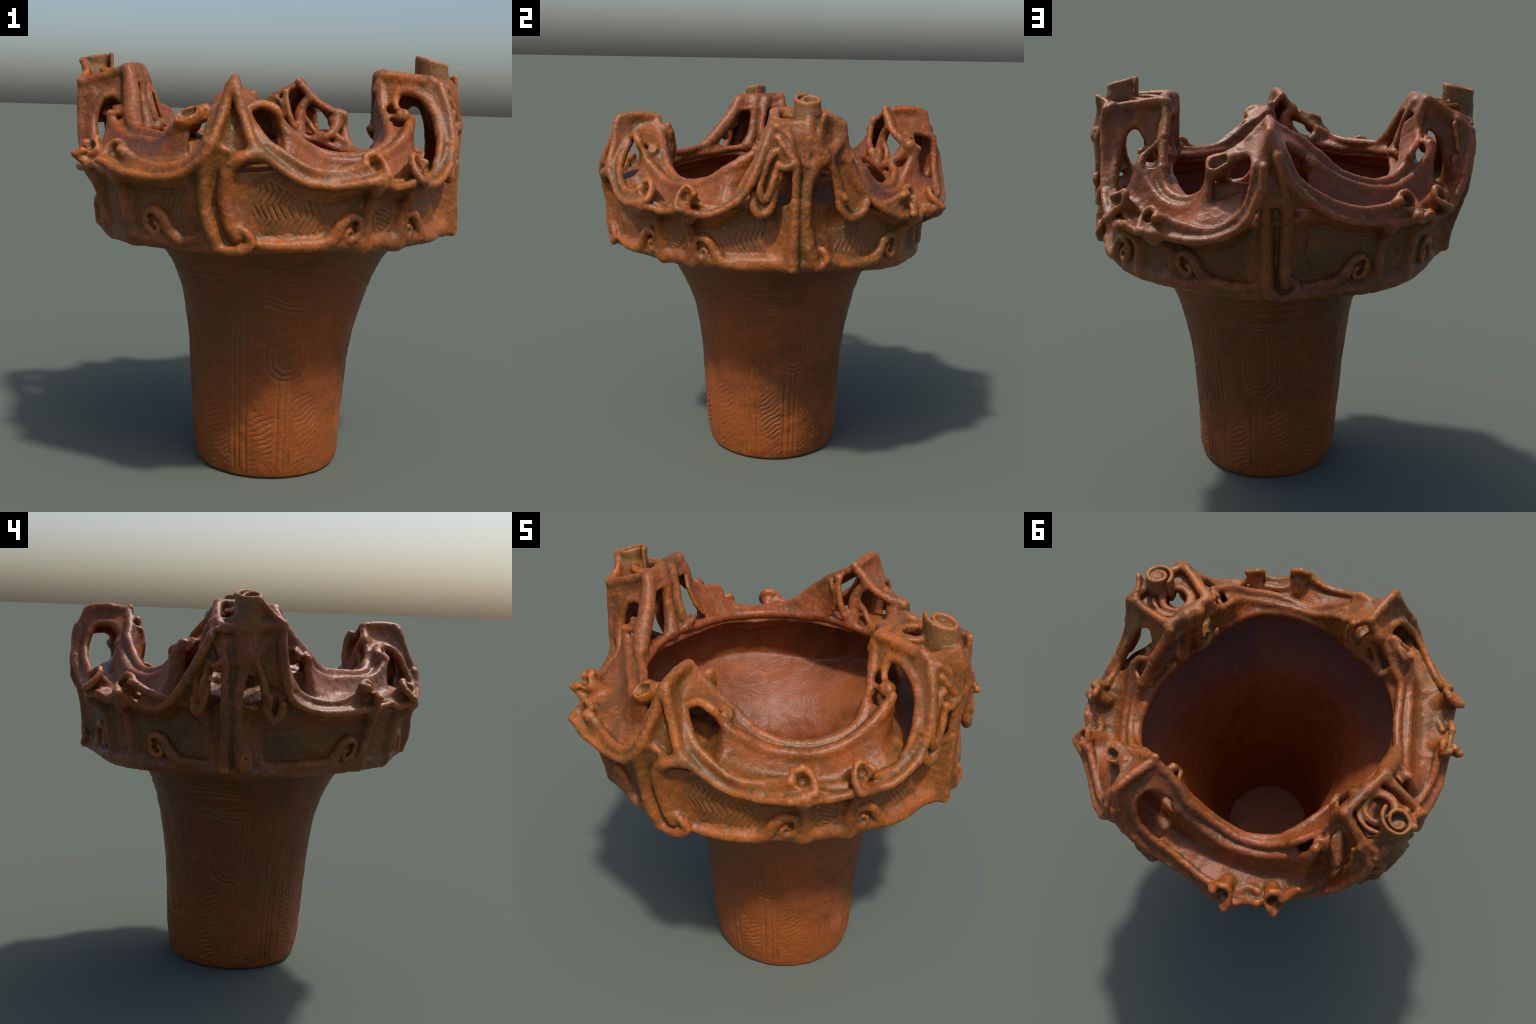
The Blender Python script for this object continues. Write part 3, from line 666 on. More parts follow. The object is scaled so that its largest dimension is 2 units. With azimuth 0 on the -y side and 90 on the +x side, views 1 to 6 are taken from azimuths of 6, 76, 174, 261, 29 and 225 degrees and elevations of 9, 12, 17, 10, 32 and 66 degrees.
# front peak: ridge, V groove, slot and its two side faces
tube("peak", [PY_out, (-.035, -.74, 1.848), PY_in], [.016, .018, .016])
sheet("peak", SE_lip[:6], SW_lip[:6], 0.026, sag=0.05, m=5)
slot_r = poly((.085, -.90, 1.558), (.02, -.922, 1.545), (-.035, -.908, 1.48), (-.046, -.888, 1.377), (-.02, -.878, 1.29), (.004, -.876, 1.235))
slot_l = poly((-.105, -.915, 1.60), (-.125, -.905, 1.52), (-.127, -.885, 1.37), (-.105, -.885, 1.27), (-.07, -.872, 1.185))
tube("peak", slot_r, [.026, .027, .024, .021, .024, .021], k=.024)
tube("peak", slot_l, [.026, .024, .018, .017, .018])
sheet("peak", slot_r[1:], slot_l, 0.03, sag=0.028)
tube("peak", [(-.07, -.872, 1.185), (-.03, -.88, 1.175), (.02, -.88, 1.178), (.06, -.87, 1.20), (.05, -.878, 1.245), (.025, -.882, 1.262)], [.018, .02, .022, .022, .018, .016])
sheet("peak", np.vstack([SE_lip[4:0:-1], [PY_out], [PY_in], SE_tow_in[-2:-5:-1]]), np.vstack([SE_coil[6:0:-1]]), 0.022, sag=0.01, sag_dir=(-.7, .2, -.2))
sheet("peak", np.vstack([SW_lip[4:0:-1], [PY_out], [PY_in], SW_tow_in[-2:-4:-1]]), np.vstack([SW_coil[7:1:-1]]), 0.022, sag=0.01, sag_dir=(.7, .2, -.2))
# back peak
tube("peak", [QY_out, (.132, .72, 1.893), QY_in], [.016, .018, .016])
q_l = poly((.170, .881, 1.736), (.176, .880, 1.65), (.164, .868, 1.545), (.154, .842, 1.41), (.148, .826, 1.285), (.142, .826, 1.21), (.12, .832, 1.172))
q_r = poly((.113, .879, 1.783), (.096, .890, 1.70), (.080, .880, 1.595), (.070, .860, 1.49), (.071, .838, 1.39), (.073, .828, 1.28), (.070, .830, 1.225))
tube("peak", q_l, [.017, .017, .017, .017, .016, .018, .02])
tube("peak", q_r, [.017, .017, .017, .017, .017, .020, .02])
sheet("peak", q_l, q_r, 0.026, sag=0.034)
for rail, da in ((q_l[2:], -5), (q_r[2:], 5), (slot_l[1:], -5.5), (slot_r[2:], 5)):
    dg = deg(rail)
    sheet("collar", rail, [on_collar(a + da, min(z, 1.46), -.012) for a, z in zip(dg, rail[:, 2])], 0.03, m=3, k=.03)
tube("peak", [(.12, .832, 1.172), (.08, .838, 1.162), (.035, .834, 1.176), (.018, .826, 1.212), (.035, .830, 1.24), (.055, .832, 1.226)], [.02, .02, .022, .02, .016, .014])
sheet("peak", NE_lip[:5], NW_lip[:5], 0.03, sag=0.02, m=4)
sheet("peak", np.vstack([NW_lip[4:0:-1], [QY_out], [QY_in], NW_tow_in[-2:-5:-1]]), np.vstack([NW_coil[7:1:-1]]), 0.022, sag=0.01, sag_dir=(.7, -.2, -.2))
q_strip = poly((.129, .603, 1.890), (.183, .606, 1.830), (.241, .615, 1.774), (.309, .638, 1.736), (.375, .658, 1.710))
tube("peak", q_strip, [.018, .018, .018, .022, .026])
sheet("peak", np.vstack([NE_lip[3:0:-1], [QY_out], [QY_in], q_strip[1:4]]), np.vstack([NE_coil[5:0:-1]]), 0.022, sag=0.008, sag_dir=(-.7, -.2, -.2))
# inward faces of the peaks: slender post, twisted stub and windows
PS = ((.09, -.015), (.079, -.021))
for f in (lambda p: np.array(p, float), lambda p: sym(*PS, p, dz=.05)):
    tube("peak", f([(.062, .565, 1.83), (.070, .548, 1.78), (.092, .535, 1.70), (.118, .545, 1.64), (.14, .56, 1.60)]), [.022, .017, .018, .022, .026], k=0.02)
    tube("peak", f([(.188, .61, 1.80), (.150, .597, 1.75), (.140, .585, 1.69), (.150, .575, 1.62)]), [.026, .026, .028, .03], k=0.02)
    tube("peak", f([(.150, .59, 1.72), (.19, .60, 1.67), (.225, .59, 1.625), (.26, .57, 1.60)]), [.02, .016, .016, .02])
    tube("peak", f([(.24, .565, 1.585), (.30, .555, 1.60), (.335, .60, 1.64), (.345, .655, 1.67)]), [.022, .024, .026, .028], k=0.02)
sheet("peak", NW_tow_in[-2:-6:-1], [(.04, .545, 1.78), (.06, .54, 1.70), (.02, .555, 1.63), (-.08, .565, 1.61)], 0.022)
sheet("peak", SE_tow_in[-2:-6:-1], [(.03, -.57, 1.76), (.015, -.565, 1.68), (.07, -.58, 1.62), (.15, -.59, 1.60)], 0.022)


# ------------------------------------------------------------------ collar relief: struts, wave ridges and scrolls
QUADS = [(-90, -58.6, -53.3, -40.2, -35.6, -7.5), (81, 54.0, 48.2, 35.0, 27.0, 1.0), (84.5, 109, 117.0, 131.0, 143.0, 167.5), (-97.5, -114.7, -125.6, -141.0, -148.5, -185.0)]
for eP, cP, sP, sT, cT, eT in QUADS:
    for s, other in ((sP, sT), (sT, sP)):
        d = np.sign(other - s)
        zl = float(lip_z(s)) - 0.03
        tube("collar_strut", [on_collar(s, 1.19, .0), on_collar(s, 1.24, .012), on_collar(s, 1.32, .018), on_collar(s, 1.40, .026), cyl(float(lip_r(s)) - .02, s - d * 1.5, zl)], [.028, .021, .021, .025, .03], k=0.035)
    for edge, curl, st in ((eP, cP, sP), (eT, cT, sT)):
        d = np.sign(curl - edge)
        k_ = math.degrees(1 / 0.86)          # degrees per metre on the collar
        w = lambda da, z, o: on_collar(curl + d * da * k_, z, o)
        P = [on_collar(edge + d * 3, 1.215, .012), on_collar(edge + d * 8, 1.195, .012), on_collar((edge + curl) / 2, 1.195, .012), w(-.11, 1.205, .012), w(-.062, 1.245, .014), w(-.032, 1.294, .016), w(.010, 1.314, .016), w(.048, 1.286, .014), w(.046, 1.236, .014), w(.010, 1.212, .012), w(-.014, 1.236, .012), w(.002, 1.262, .010), w(.018, 1.250, .008)]
        tube("collar_scroll", P, [.02, .022, .026, .028, .026, .022, .019, .017, .015, .013, .011, .010], k=0.010)
        sheet("collar_scroll", P[2:5], [on_collar(math.degrees(math.atan2(p[1], p[0])), 1.20, .010) for p in P[2:5]], .030, m=2, k=.02)
        gouge([w(.022, 1.284, .004), w(.024, 1.284, .04)], .012, k=.010)
        gouge([w(.026, 1.256, .006), w(.028, 1.256, .04)], .008, k=.008)


# keep the inside of the bowl clear of coil ends
zc = AX[2][AX[2] < 1.60]
zi = AX[2][None] <= (mouth_z(ph) - .035)[:, None]
zi = zi[:, :len(zc)]
RIc = inner_r(ph[:, None], zc[None]) + .015 - rr[:, None]
sub = D[ri[:, None], ci[:, None], np.arange(len(zc))[None]]
D[ri[:, None], ci[:, None], np.arange(len(zc))[None]] = np.where(zi & (RIc > sub), RIc, sub)
del RIc, sub, zi

# ------------------------------------------------------------------ polygonise (surface nets)
def surface_nets(F, lo, h):
    s = F < 0
    nx, ny, nz = F.shape
    c = np.zeros((nx - 1, ny - 1, nz - 1), np.uint8)
    for i in (0, 1):
        for j in (0, 1):
            for k in (0, 1):
                c += s[i:nx - 1 + i, j:ny - 1 + j, k:nz - 1 + k]
    act = (c > 0) & (c < 8)
    I = np.argwhere(act)
    idx = np.full(act.shape, -1, np.int32)
    idx[act] = np.arange(len(I))
    acc = np.zeros((len(I), 3))
    cnt = np.zeros(len(I))
    corners = [(i, j, k) for i in (0, 1) for j in (0, 1) for k in (0, 1)]
    val = {o: F[I[:, 0] + o[0], I[:, 1] + o[1], I[:, 2] + o[2]].astype(float) for o in corners}
    for a in corners:
        for ax in range(3):
            if a[ax]:
                continue
            b = list(a)
            b[ax] = 1
            va, vb = val[a], val[tuple(b)]
            m = (va < 0) != (vb < 0)
            t = np.where(m, va / np.where(m, va - vb, 1), 0)
            p = np.array(a, float)[None] + np.zeros((len(I), 3))
            p[:, ax] += t
            acc += p * m[:, None]
            cnt += m
    V = (I + acc / cnt[:, None]) * h + lo
    faces = []
    for ax in range(3):
        u, v = (ax + 1) % 3, (ax + 2) % 3
        n = list(F.shape)
        sl0 = [slice(None)] * 3
        sl1 = [slice(None)] * 3
        sl0[ax], sl1[ax] = slice(0, n[ax] - 1), slice(1, n[ax])
        for w_ in (u, v):
            sl0[w_] = sl1[w_] = slice(1, n[w_] - 1)
        s0, s1 = s[tuple(sl0)], s[tuple(sl1)]
        for flip, m in ((False, s0 & ~s1), (True, ~s0 & s1)):
            E_ = np.argwhere(m)
            E_[:, u] += 1
            E_[:, v] += 1
            def cell(du, dv):
                q = E_.copy()
                q[:, u] -= du
                q[:, v] -= dv
                return idx[q[:, 0], q[:, 1], q[:, 2]]
            quad = np.stack([cell(1, 1), cell(0, 1), cell(0, 0), cell(1, 0)], 1)
            faces.append(quad[:, ::-1] if flip else quad)
    return V, np.vstack(faces)


V, Fq = surface_nets(D, LO, GRID)
# largest connected piece only
par = np.arange(len(V))
E2 = np.vstack([Fq[:, [0, 1]], Fq[:, [1, 2]], Fq[:, [2, 3]], Fq[:, [3, 0]]])
for _ in range(200):
    m = np.minimum(par[E2[:, 0]], par[E2[:, 1]])
    new = par.copy()
    np.minimum.at(new, E2[:, 0], m)
    np.minimum.at(new, E2[:, 1], m)
    new = new[new]
    new = new[new]
    if (new == par).all():
        break
    par = new
lab, cnt = np.unique(par, return_counts=True)
keep = lab[cnt.argmax()]
Fq = Fq[par[Fq[:, 0]] == keep]
used = np.unique(Fq)
remap = np.full(len(V), -1)
remap[used] = np.arange(len(used))
V, Fq = V[used], remap[Fq]


def neighbours_mean(V, E2, w):
    S = np.zeros_like(V)
    n = np.zeros(len(V))
    np.add.at(S, E2[:, 0], V[E2[:, 1]])
    np.add.at(S, E2[:, 1], V[E2[:, 0]])
    np.add.at(n, E2[:, 0], 1)
    np.add.at(n, E2[:, 1], 1)
    return V + w * (S / n[:, None] - V)


E2 = np.vstack([Fq[:, [0, 1]], Fq[:, [1, 2]], Fq[:, [2, 3]], Fq[:, [3, 0]]])
V = neighbours_mean(V, E2, 0.5)


def vertex_normals(V, Fq):
    n = np.cross(V[Fq[:, 2]] - V[Fq[:, 0]], V[Fq[:, 3]] - V[Fq[:, 1]])
    out = np.zeros_like(V)
    for k in range(4):
        np.add.at(out, Fq[:, k], n)
    return out / (np.linalg.norm(out, axis=1, keepdims=True) + 1e-12)


def vnoise(P, scale, seed):
    """smooth value noise on numpy points, periodic hash lattice"""
    tab = np.random.default_rng(seed).uniform(-1, 1, (64, 64, 64))
    Q = P * scale + 100.0
    i = np.floor(Q).astype(int)
    f = Q - i
    f = f * f * (3 - 2 * f)
    out = 0
    for a in (0, 1):
        for b in (0, 1):
            for c in (0, 1):
                w = (f[:, 0] if a else 1 - f[:, 0]) * (f[:, 1] if b else 1 - f[:, 1]) * (f[:, 2] if c else 1 - f[:, 2])
                out = out + w * tab[(i[:, 0] + a) % 64, (i[:, 1] + b) % 64, (i[:, 2] + c) % 64]
    return out


NV = vertex_normals(V, Fq)
V = V + NV * (0.0026 * vnoise(V, 11, 1) + 0.0018 * vnoise(V, 34, 2) + .0010 * vnoise(V, 75, 6))[:, None]
NV = vertex_normals(V, Fq)

# ------------------------------------------------------------------ split the clay into named parts
FC = V[Fq].mean(1)
gi = np.clip(np.rint((FC - LO) / GRID).astype(int), 0, N - 1)
flab = LAB[gi[:, 0], gi[:, 1], gi[:, 2]].copy()
fdeg = np.degrees(np.arctan2(FC[:, 1], FC[:, 0]))
del D, BEST, LAB


def split_index(name, c, d):
    """number of the repeat a face belongs to"""
    if name in ("tower", "spiral_spout"):
        return (c[:, 0] < 0).astype(int)
    if name == "peak":
        return (c[:, 1] > 0).astype(int)
    if name in ("rim_scroll", "collar_scroll"):
        cuts = np.array([-135, -92, -47, -4, 42, 83, 124, 172])
        return np.searchsorted(cuts, d) % 8
    if name == "collar_strut":
        cuts = np.array([-133, -90, -47, 0, 42, 83, 124, 180])
        return np.searchsorted(cuts, d) % 8
    return np.zeros(len(c), int)


root = bpy.data.objects.new("crowned_clay_vessel", None)
bpy.context.scene.collection.objects.link(root)
root["label"] = "tall reddish-brown earthenware pot with an ornate openwork crown"
root["category"] = "clay pot"


# ------------------------------------------------------------------ materials
def clay(name, base, warm, olive, dark=0.5, rough=0.5, mottle=5.0, seed=0.0, bump=0.25, soot=None, olive_amt=0.5, red=None, hollow=0.0, groove=None, fired=None):
    m = bpy.data.materials.new(name)
    m.use_nodes = True
    nt = m.node_tree
    nt.nodes.clear()
    N_, L = nt.nodes.new, nt.links.new
    out = N_("ShaderNodeOutputMaterial")
    bs = N_("ShaderNodeBsdfPrincipled")
    L(bs.outputs[0], out.inputs[0])
    tc = N_("ShaderNodeTexCoord")
    mp = N_("ShaderNodeMapping")
    mp.inputs["Location"].default_value = (seed, seed * 1.7, seed * .6)
    L(tc.outputs["Object"], mp.inputs[0])

    def noise(scale, detail=4, rough_=0.55, dist=0.0):
        n = N_("ShaderNodeTexNoise")
        n.inputs["Scale"].default_value = scale
        n.inputs["Detail"].default_value = detail
        n.inputs["Roughness"].default_value = rough_
        n.inputs["Distortion"].default_value = dist
        L(mp.outputs[0], n.inputs["Vector"])
        return n.outputs["Fac"]

    def ramp(src, a, b):
        r = N_("ShaderNodeMapRange")
        r.inputs["From Min"].default_value = a
        r.inputs["From Max"].default_value = b
        r.interpolation_type = "SMOOTHSTEP"
        L(src, r.inputs["Value"])
        return r.outputs["Result"]

    def mix(fac, a, b, mode="MIX"):
        x = N_("ShaderNodeMix")
        x.data_type = "RGBA"
        x.blend_type = mode
        if isinstance(fac, float):
            x.inputs["Factor"].default_value = fac
        else:
            L(fac, x.inputs["Factor"])
        for s, v in ((6, a), (7, b)):
            if isinstance(v, tuple):
                x.inputs[s].default_value = (*v, 1)
            else:
                L(v, x.inputs[s])
        return x.outputs[2]

    def mul(a, b):
        x = N_("ShaderNodeMath")
        x.operation = "MULTIPLY"
        for s, v in ((0, a), (1, b)):
            if isinstance(v, float):
                x.inputs[s].default_value = v
            else:
                L(v, x.inputs[s])
        return x.outputs[0]

    col = mix(ramp(noise(mottle, 5), .38, .66), base, warm)
    if red:
        # reddish firing cloud over the back and left of the crown
        sx = N_("ShaderNodeVectorMath")
        sx.operation = "DOT_PRODUCT"
        L(tc.outputs["Object"], sx.inputs[0])
        sx.inputs[1].default_value = (-.55, .62, .10)
        ad = N_("ShaderNodeMath")
        ad.operation = "MULTIPLY_ADD"
        L(noise(3.2, 4), ad.inputs[0])
        ad.inputs[1].default_value = 1.1
        L(sx.outputs["Value"], ad.inputs[2])
        col = mix(mul(ramp(ad.outputs[0], .55, 1.05), red[1]), col, red[0])
    col = mix(mul(ramp(noise(mottle * .8, 6, .6, .6), .44, .66), olive_amt), col, olive)
    if fired:
        sp = N_("ShaderNodeSeparateXYZ")
        L(tc.outputs["Object"], sp.inputs[0])
        ad = N_("ShaderNodeMath")
        ad.operation = "MULTIPLY_ADD"
        L(noise(3.0, 4, .6), ad.inputs[0])
        ad.inputs[1].default_value = .55
        L(sp.outputs["Z"], ad.inputs[2])
        col = mix(mul(ramp(ad.outputs[0], fired[1], fired[2]), .85), col, fired[0])
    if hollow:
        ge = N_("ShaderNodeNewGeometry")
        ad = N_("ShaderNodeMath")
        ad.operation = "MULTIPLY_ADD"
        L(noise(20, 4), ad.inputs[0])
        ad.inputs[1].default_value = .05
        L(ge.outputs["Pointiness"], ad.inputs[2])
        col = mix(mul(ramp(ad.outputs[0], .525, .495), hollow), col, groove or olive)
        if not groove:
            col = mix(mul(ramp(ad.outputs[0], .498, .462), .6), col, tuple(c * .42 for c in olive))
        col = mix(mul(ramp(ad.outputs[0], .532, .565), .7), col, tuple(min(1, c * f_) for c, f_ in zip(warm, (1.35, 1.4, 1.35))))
    col = mix(mul(ramp(noise(2.4, 5, .6, .5), .50, .66), .5), col, tuple(c * .5 for c in base))
    col = mix(mul(ramp(noise(60, 3), .60, .72), .45), col, tuple(c * .45 for c in base))
    col = mix(mul(ramp(noise(26, 4, .6), .5, .72), .5), col, tuple(min(1, c * 1.35) for c in warm))
    col = mix(mul(ramp(noise(13, 5, .65, .4), .56, .72), .4), col, tuple(c * .55 for c in olive))
    if soot:
        sep = N_("ShaderNodeSeparateXYZ")
        L(tc.outputs["Object"], sep.inputs[0])
        ad = N_("ShaderNodeMath")
        ad.operation = "MULTIPLY_ADD"
        L(noise(4, 5), ad.inputs[0])
        ad.inputs[1].default_value = 0.22
        L(sep.outputs["Z"], ad.inputs[2])
        col = mix(ramp(ad.outputs[0], soot[0], soot[1]), col, soot[2])
    L(col, bs.inputs["Base Color"])
    rr_ = N_("ShaderNodeMapRange")
    L(noise(18, 4), rr_.inputs["Value"])
    rr_.inputs["To Min"].default_value = rough - .1
    rr_.inputs["To Max"].default_value = rough + .12
    L(rr_.outputs[0], bs.inputs["Roughness"])
    bs.inputs["Specular IOR Level"].default_value = 0.38
    bm = N_("ShaderNodeBump")
    bm.inputs["Strength"].default_value = bump
    bm.inputs["Distance"].default_value = 0.006
    L(noise(70, 5, .6), bm.inputs["Height"])
    bm2 = N_("ShaderNodeBump")
    bm2.inputs["Strength"].default_value = bump * .5
    bm2.inputs["Distance"].default_value = 0.012
    L(noise(22, 4, .55), bm2.inputs["Height"])
    L(bm.outputs[0], bm2.inputs["Normal"])
    L(bm2.outputs[0], bs.inputs["Normal"])
    return m


REDC = (.205, .046, .011)
M = {
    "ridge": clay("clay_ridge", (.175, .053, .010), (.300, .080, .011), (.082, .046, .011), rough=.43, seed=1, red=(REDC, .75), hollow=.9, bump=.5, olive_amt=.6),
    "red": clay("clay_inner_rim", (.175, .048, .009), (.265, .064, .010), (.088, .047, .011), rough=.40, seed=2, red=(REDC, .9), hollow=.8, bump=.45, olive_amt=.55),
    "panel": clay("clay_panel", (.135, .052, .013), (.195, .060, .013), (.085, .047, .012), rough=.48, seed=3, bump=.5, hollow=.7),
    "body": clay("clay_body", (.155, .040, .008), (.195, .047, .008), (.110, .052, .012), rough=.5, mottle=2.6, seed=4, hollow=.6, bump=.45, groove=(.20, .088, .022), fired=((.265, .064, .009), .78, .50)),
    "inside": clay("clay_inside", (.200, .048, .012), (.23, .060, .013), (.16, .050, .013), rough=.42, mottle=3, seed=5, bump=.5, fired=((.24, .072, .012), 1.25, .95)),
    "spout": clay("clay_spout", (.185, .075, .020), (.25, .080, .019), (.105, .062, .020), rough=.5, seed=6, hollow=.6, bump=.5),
}
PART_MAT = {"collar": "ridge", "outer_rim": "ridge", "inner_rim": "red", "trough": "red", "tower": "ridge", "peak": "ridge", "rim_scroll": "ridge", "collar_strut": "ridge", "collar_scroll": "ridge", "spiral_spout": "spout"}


def make(name, V, F, mat, parent, normals=None):
    me = bpy.data.meshes.new(name)
    me.vertices.add(len(V))
    me.vertices.foreach_set("co", np.asarray(V, np.float32).ravel())
    F = np.asarray(F, np.int32)
    me.loops.add(F.size)
    me.loops.foreach_set("vertex_index", F.ravel())
    me.polygons.add(len(F))
    me.polygons.foreach_set("loop_start", np.arange(0, F.size, F.shape[1], dtype=np.int32))
    me.polygons.foreach_set("loop_total", np.full(len(F), F.shape[1], np.int32))
    me.update(calc_edges=True)
    me.validate()
    me.polygons.foreach_set("use_smooth", np.ones(len(me.polygons), bool))
    if normals is not None and len(me.vertices) == len(V):
        me.normals_split_custom_set_from_vertices([tuple(n) for n in normals])
    me.materials.append(mat)
    ob = bpy.data.objects.new(name, me)
    bpy.context.scene.collection.objects.link(ob)
    ob.parent = parent
    return ob


for pid, pname in enumerate(PARTS):
    m = flab == pid
    if not m.any():
        continue
    si = split_index(pname, FC[m], fdeg[m])
    for s in np.unique(si):
        Fs = Fq[m][si == s]
        u = np.unique(Fs)
        rm = np.full(len(V), -1)
        rm[u] = np.arange(len(u))
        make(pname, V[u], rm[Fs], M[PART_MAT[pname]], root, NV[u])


# ------------------------------------------------------------------ lower body with incised lines
def grid_faces(nu, nv, closed_u=True):
    i = np.arange(nu if closed_u else nu - 1)
    j = np.arange(nv - 1)
    I, J = np.meshgrid(i, j, indexing="ij")
    a = I * nv + J
    b = ((I + 1) % nu) * nv + J
    return np.stack([a, b, b + 1, a + 1], -1).reshape(-1, 4)


body_prof = np.array([(0.0, .335), (.012, .348), (.05, .358), (.1, .365), (.2, .372), (.3, .377), (.4, .383), (.5, .391), (.6, .402), (.7, .415), (.8, .433), (.9, .459), (1.0, .500), (1.05, .530), (1.1, .566), (1.15, .610), (1.19, .65)])
body_cx = lambda z: np.interp(z, [0, .4, .6, .7, .8, .9, 1.2], [.067, .064, .068, .071, .077, .083, .078])
body_cy = lambda z: np.interp(z, [0, .5, .8, 1.0, 1.2], [.003, -.001, -.006, -.016, -.02])


def seg_groove(d, w):
    return np.exp(-(d / (1.25 * w)) ** 2)


def body_relief(u, z):
    """u: azimuth in degrees, z height -> displacement in metres (incised decoration)"""
    dep = np.zeros_like(u)
    r = np.interp(z, body_prof[:, 0], body_prof[:, 1])
    k = np.radians(1) * r
    wob = 0.6 * np.sin(z * 9 + u * .05) + .3 * np.sin(z * 23 + u * .11)
    # rings under the collar
    for i, zc in enumerate((.955, .985, 1.015, 1.045, 1.072)):
        dep += 0.004 * seg_groove(z - zc - .006 * np.sin(np.radians(u * 3 + i * 50)) - .004 * np.sin(np.radians(u * 7 + 90 * i)), .006)
    # four tongues (below peaks and towers), each with a stem and hatched fields beside it
    tongue = np.array([-72.0, 2.0, 78.0, 168.0])
    du = (u[..., None] - tongue + 180) % 360 - 180
    i = np.abs(du).argmin(-1)
    uu = np.take_along_axis(du, i[..., None], -1)[..., 0]
    x = uu * k + wob * .003
    gate = smoothstep((z - .025) / .03)
    line = lambda d, w=.0055: seg_groove(d, w)
    zc, ztop_ = .60 + .02 * np.sin(i * 2.0), .885
    for R in (.050, .078, .104):
        d = np.where(z < zc, np.hypot(x, z - zc) - R, np.abs(x) - R)
        fade = smoothstep((np.where(x > 0, ztop_ - .3 * (.104 - R), .70) - z) / .05)
        dep += .0048 * line(d, .006) * fade
        # the tongue is closed above by strokes that sag to one side
        zt = ztop_ - (.104 - R) * .9 + .035 * smoothstep((-x - .02) / .12)
        dep += .0048 * line(z - zt, .006) * smoothstep((x + .16) / .04) * smoothstep((R + .01 - x) / .01)
    for o in (-.034, 0.0, .026):
        dep += .0048 * line(x - o) * smoothstep((zc - .09 - z) / .02) * gate
    for c0 in (33, 50):
        for o in (-.034, 0.0, .024):
            top_ = .90 if c0 == 33 else .80
            on = 1.0 if c0 == 33 else (np.abs(uu) < 62) * (i > 1)
            dep += .0045 * line(np.abs(x) - np.radians(c0) * r - o) * smoothstep((top_ - z) / .08) * gate * on
    # slanted strokes
    slope = .62
    ph_ = (z - slope * x + .006 * np.sin(u * .21) + .004 * np.sin(z * 40 + u * .3)) / .030
    st = np.clip(np.cos(2 * pi * ph_) * 1.5 - .45, 0, 1)
    ax_ = np.abs(x)
    field = smoothstep((ax_ - .048) / .010) * smoothstep((np.radians(33) * r - .048 - ax_) / .010)
    low = smoothstep((.43 + .05 * np.sin(i * 3 + np.sign(x)) - z) / .10) * smoothstep((z - .03) / .03)
    dep += .0052 * st * field * low * (.6 + .4 * np.sin(u * .17 + z * 15))
    field2 = smoothstep((ax_ - np.radians(33) * r - .045) / .01) * smoothstep((np.radians(62) * r - ax_) / .01)
    ph2 = (z + slope * np.abs(x) + .006 * np.sin(u * .3)) / .028
    dep += .0042 * np.clip(np.cos(2 * pi * ph2) * 1.5 - .5, 0, 1) * field2 * smoothstep((.55 - z) / .2) * smoothstep((z - .03) / .03)
    return -dep


nu, nz = 1100, 420
uu = np.linspace(-180, 180, nu, endpoint=False)
zs = np.r_[np.linspace(0, .02, 6)[:-1], np.linspace(.02, 1.185, nz)]
U, Z = np.meshgrid(uu, zs, indexing="ij")
R = np.interp(Z, body_prof[:, 0], body_prof[:, 1])
P3 = np.stack([np.cos(np.radians(U)) * 2, np.sin(np.radians(U)) * 2, Z * 5], -1).reshape(-1, 3)
R = R + .004 * vnoise(P3, 1.0, 3).reshape(U.shape) + .0022 * vnoise(P3, 4.0, 4).reshape(U.shape) + .001 * vnoise(P3, 11.0, 5).reshape(U.shape)
wear = .75 + .55 * vnoise(P3 * A(1, 1, .8), 2.3, 12).reshape(U.shape)
R = R + body_relief(U, Z) * np.clip(wear, .15, 1.1)
BV = np.stack([body_cx(Z) + R * np.cos(np.radians(U)), body_cy(Z) + R * np.sin(np.radians(U)), Z], -1).reshape(-1, 3)
BF = grid_faces(nu, len(zs))
c = len(BV)
BV = np.vstack([BV, [[CX, 0, 0.0]]])
ii = np.arange(nu)
cap = np.stack([np.full(nu, c), ((ii + 1) % nu) * len(zs), ii * len(zs)], 1)
body = make("vessel_body", BV, np.vstack([BF, np.c_[cap, cap[:, 2]]])[:len(BF)], M["body"], root)
foot = make("foot", BV[np.r_[ii * len(zs), c]], np.stack([np.full(nu, nu), (ii + 1) % nu, ii], 1), M["body"], root)

# ------------------------------------------------------------------ interior
nu, nz = 360, 180
uu = np.linspace(-180, 180, nu, endpoint=False)
t = np.linspace(0, 1, nz)
ztop = mouth_z(uu) - 0.002
Z = .03 + (ztop[:, None] - .03) * t[None]
U = np.repeat(uu[:, None], nz, 1)
RI = inner_r(U, Z) + .012 * smoothstep((t[None] - .97) / .03)
P3 = np.stack([RI * np.cos(np.radians(U)), RI * np.sin(np.radians(U)), Z], -1).reshape(-1, 3)
RI = RI + (.005 * vnoise(P3, 9, 8) + .003 * vnoise(P3, 24, 9)).reshape(U.shape)
# on the lower axis the radius was measured from the z axis already
IV = np.stack([RI * np.cos(np.radians(U)), RI * np.sin(np.radians(U)), Z], -1)
fl = []
for s in np.linspace(0.999, 0.0, 24)[1:]:
    ring_ = IV[:, 0] * s + A(CX, 0, .03) * (1 - s)
    ring_[:, 2] = .03 - .012 * (1 - s * s) + .006 * vnoise(ring_ * 1.0, 11, 10)
    fl.append(ring_)
IVv = np.concatenate([np.stack(fl[::-1], 1), IV], 1)
make("vessel_interior", IVv.reshape(-1, 3), grid_faces(nu, IVv.shape[1])[:, ::-1], M["inside"], root)


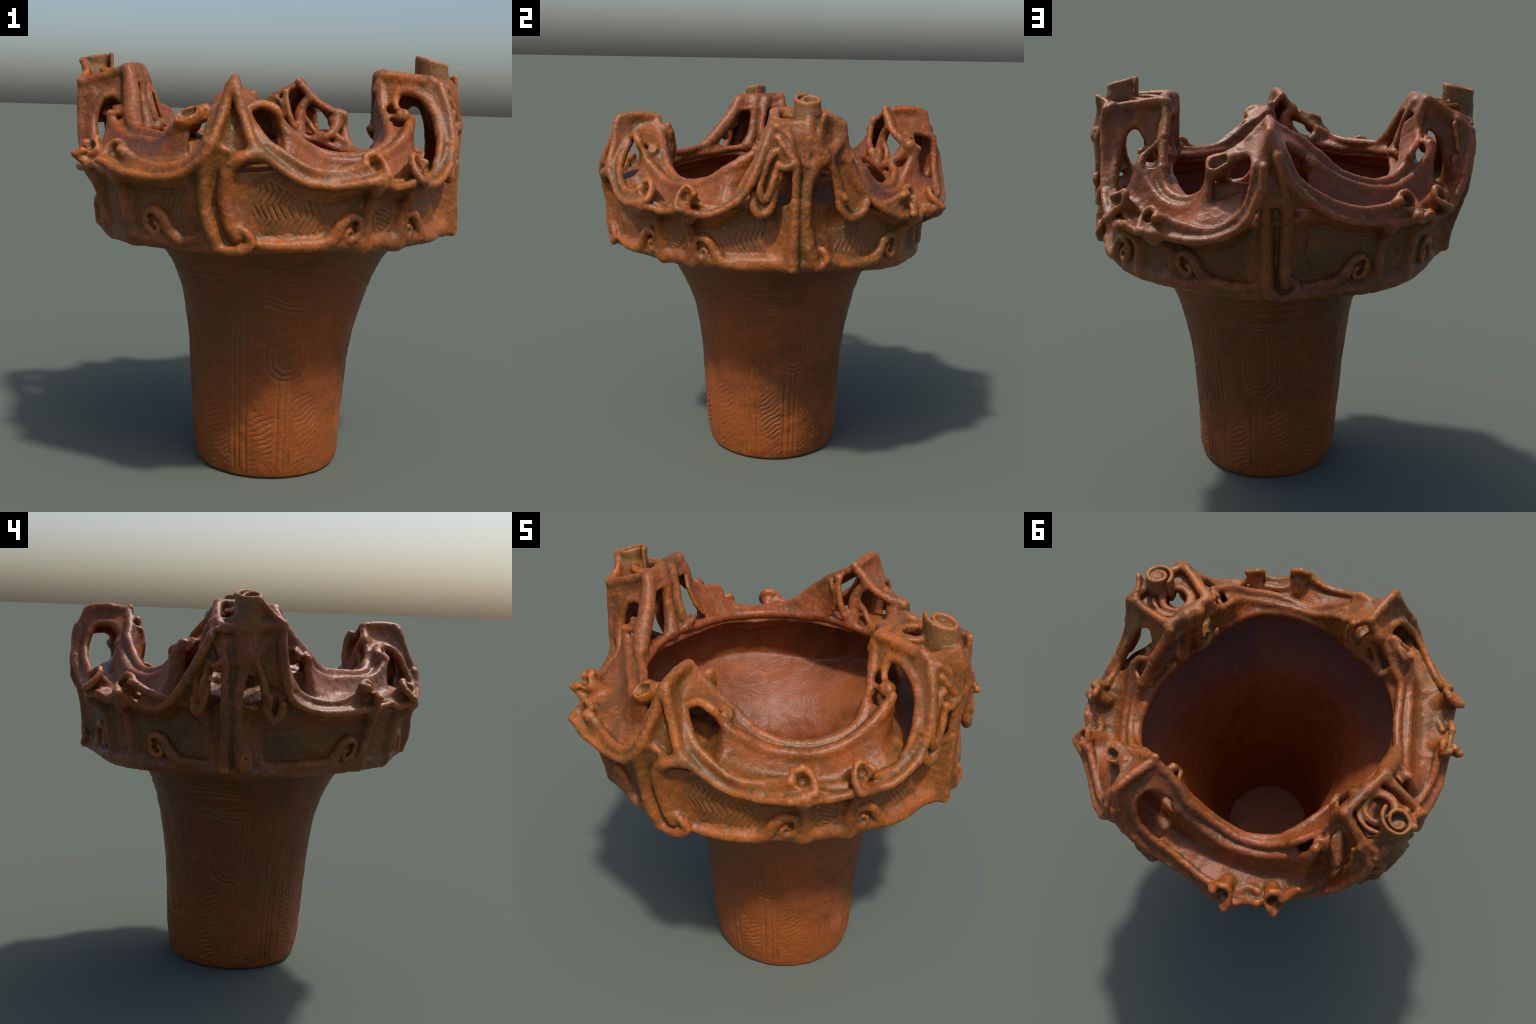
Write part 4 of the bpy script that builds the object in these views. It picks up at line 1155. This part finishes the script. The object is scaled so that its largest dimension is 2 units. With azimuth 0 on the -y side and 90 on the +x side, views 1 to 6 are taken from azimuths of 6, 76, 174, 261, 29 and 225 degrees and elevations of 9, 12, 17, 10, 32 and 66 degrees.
# ------------------------------------------------------------------ incised panels of the collar
def panel(name, a0, a1, z0, z1f, style, seed):
    nu = int(abs(a1 - a0) * .0151 / .0022) + 2
    nv = 130
    u = np.linspace(a0, a1, nu)
    t = np.linspace(0, 1, nv)
    zt = z1f(u)
    Z = z0 + (zt[:, None] - z0) * t[None]
    U = np.repeat(u[:, None], nv, 1)
    em = smoothstep(np.minimum(t, 1 - t)[None] / .05) * smoothstep(np.minimum(np.linspace(0, 1, nu), np.linspace(1, 0, nu))[:, None] / .04)
    Rr = collar_r(U, Z) + .0075 * em - .003
    s = (U - (a0 + a1) / 2) * .0151
    P3 = np.stack([s + seed, Z, Z * 0], -1).reshape(-1, 3)
    warp = .015 * vnoise(P3, 8, 20 + seed).reshape(U.shape)
    if style == "herringbone":
        row = (Z - 1.205 + warp) / .055
        w = row - np.floor(row)
        updown = np.where(np.floor(row) % 2 == 0, w, 1 - w)
        ph_ = (s * np.sign(a1 - a0) + updown * .030 + .6 * warp) / .027
        g = np.clip(np.cos(2 * pi * ph_) * 1.5 - .55, 0, 1)
        g *= .50 + .45 * vnoise(P3, 12, 30 + seed).reshape(U.shape)
        g = g * smoothstep(np.minimum(t, 1 - t)[None] / .08)
    else:
        d = np.hypot(s / .045, (Z - 1.32) / .075)
        g = .8 * seg_groove(d - 1, .10) + .5 * np.clip(np.cos(2 * pi * (Z + s * .35 + warp) / .022) * 1.4 - .4, 0, 1) * (d < 1)
    g = g * np.clip(.75 + .7 * vnoise(P3, 7, 60 + seed).reshape(U.shape), .1, 1.1)
    Rr = Rr - .0060 * g + (.003 * vnoise(P3, 14, 40 + seed) + .0015 * vnoise(P3, 40, 50 + seed)).reshape(U.shape)
    Vp = np.stack([Rr * np.cos(np.radians(U)), Rr * np.sin(np.radians(U)), Z], -1).reshape(-1, 3)
    F = grid_faces(nu, nv, False)
    make(name, Vp, F if a1 > a0 else F[:, ::-1], M["panel"], root)


for qi, (eP, cP, sP, sT, cT, eT) in enumerate(QUADS):
    ztop = lambda u: 1.375 + (np.minimum(lip_z(u), 1.53) - .058 - 1.375) * smoothstep(flare(u))
    d = np.sign(sP - eP)
    panel("herringbone_panel", eP + d * 1.5, sP, 1.205, ztop, "herringbone", qi * 3)
    panel("oval_panel", sP, sT, 1.205, ztop, "oval", qi * 3 + 1)
    panel("herringbone_panel", eT - d * 0.5, sT, 1.205, ztop, "herringbone", qi * 3 + 2)

bpy.context.view_layer.update()
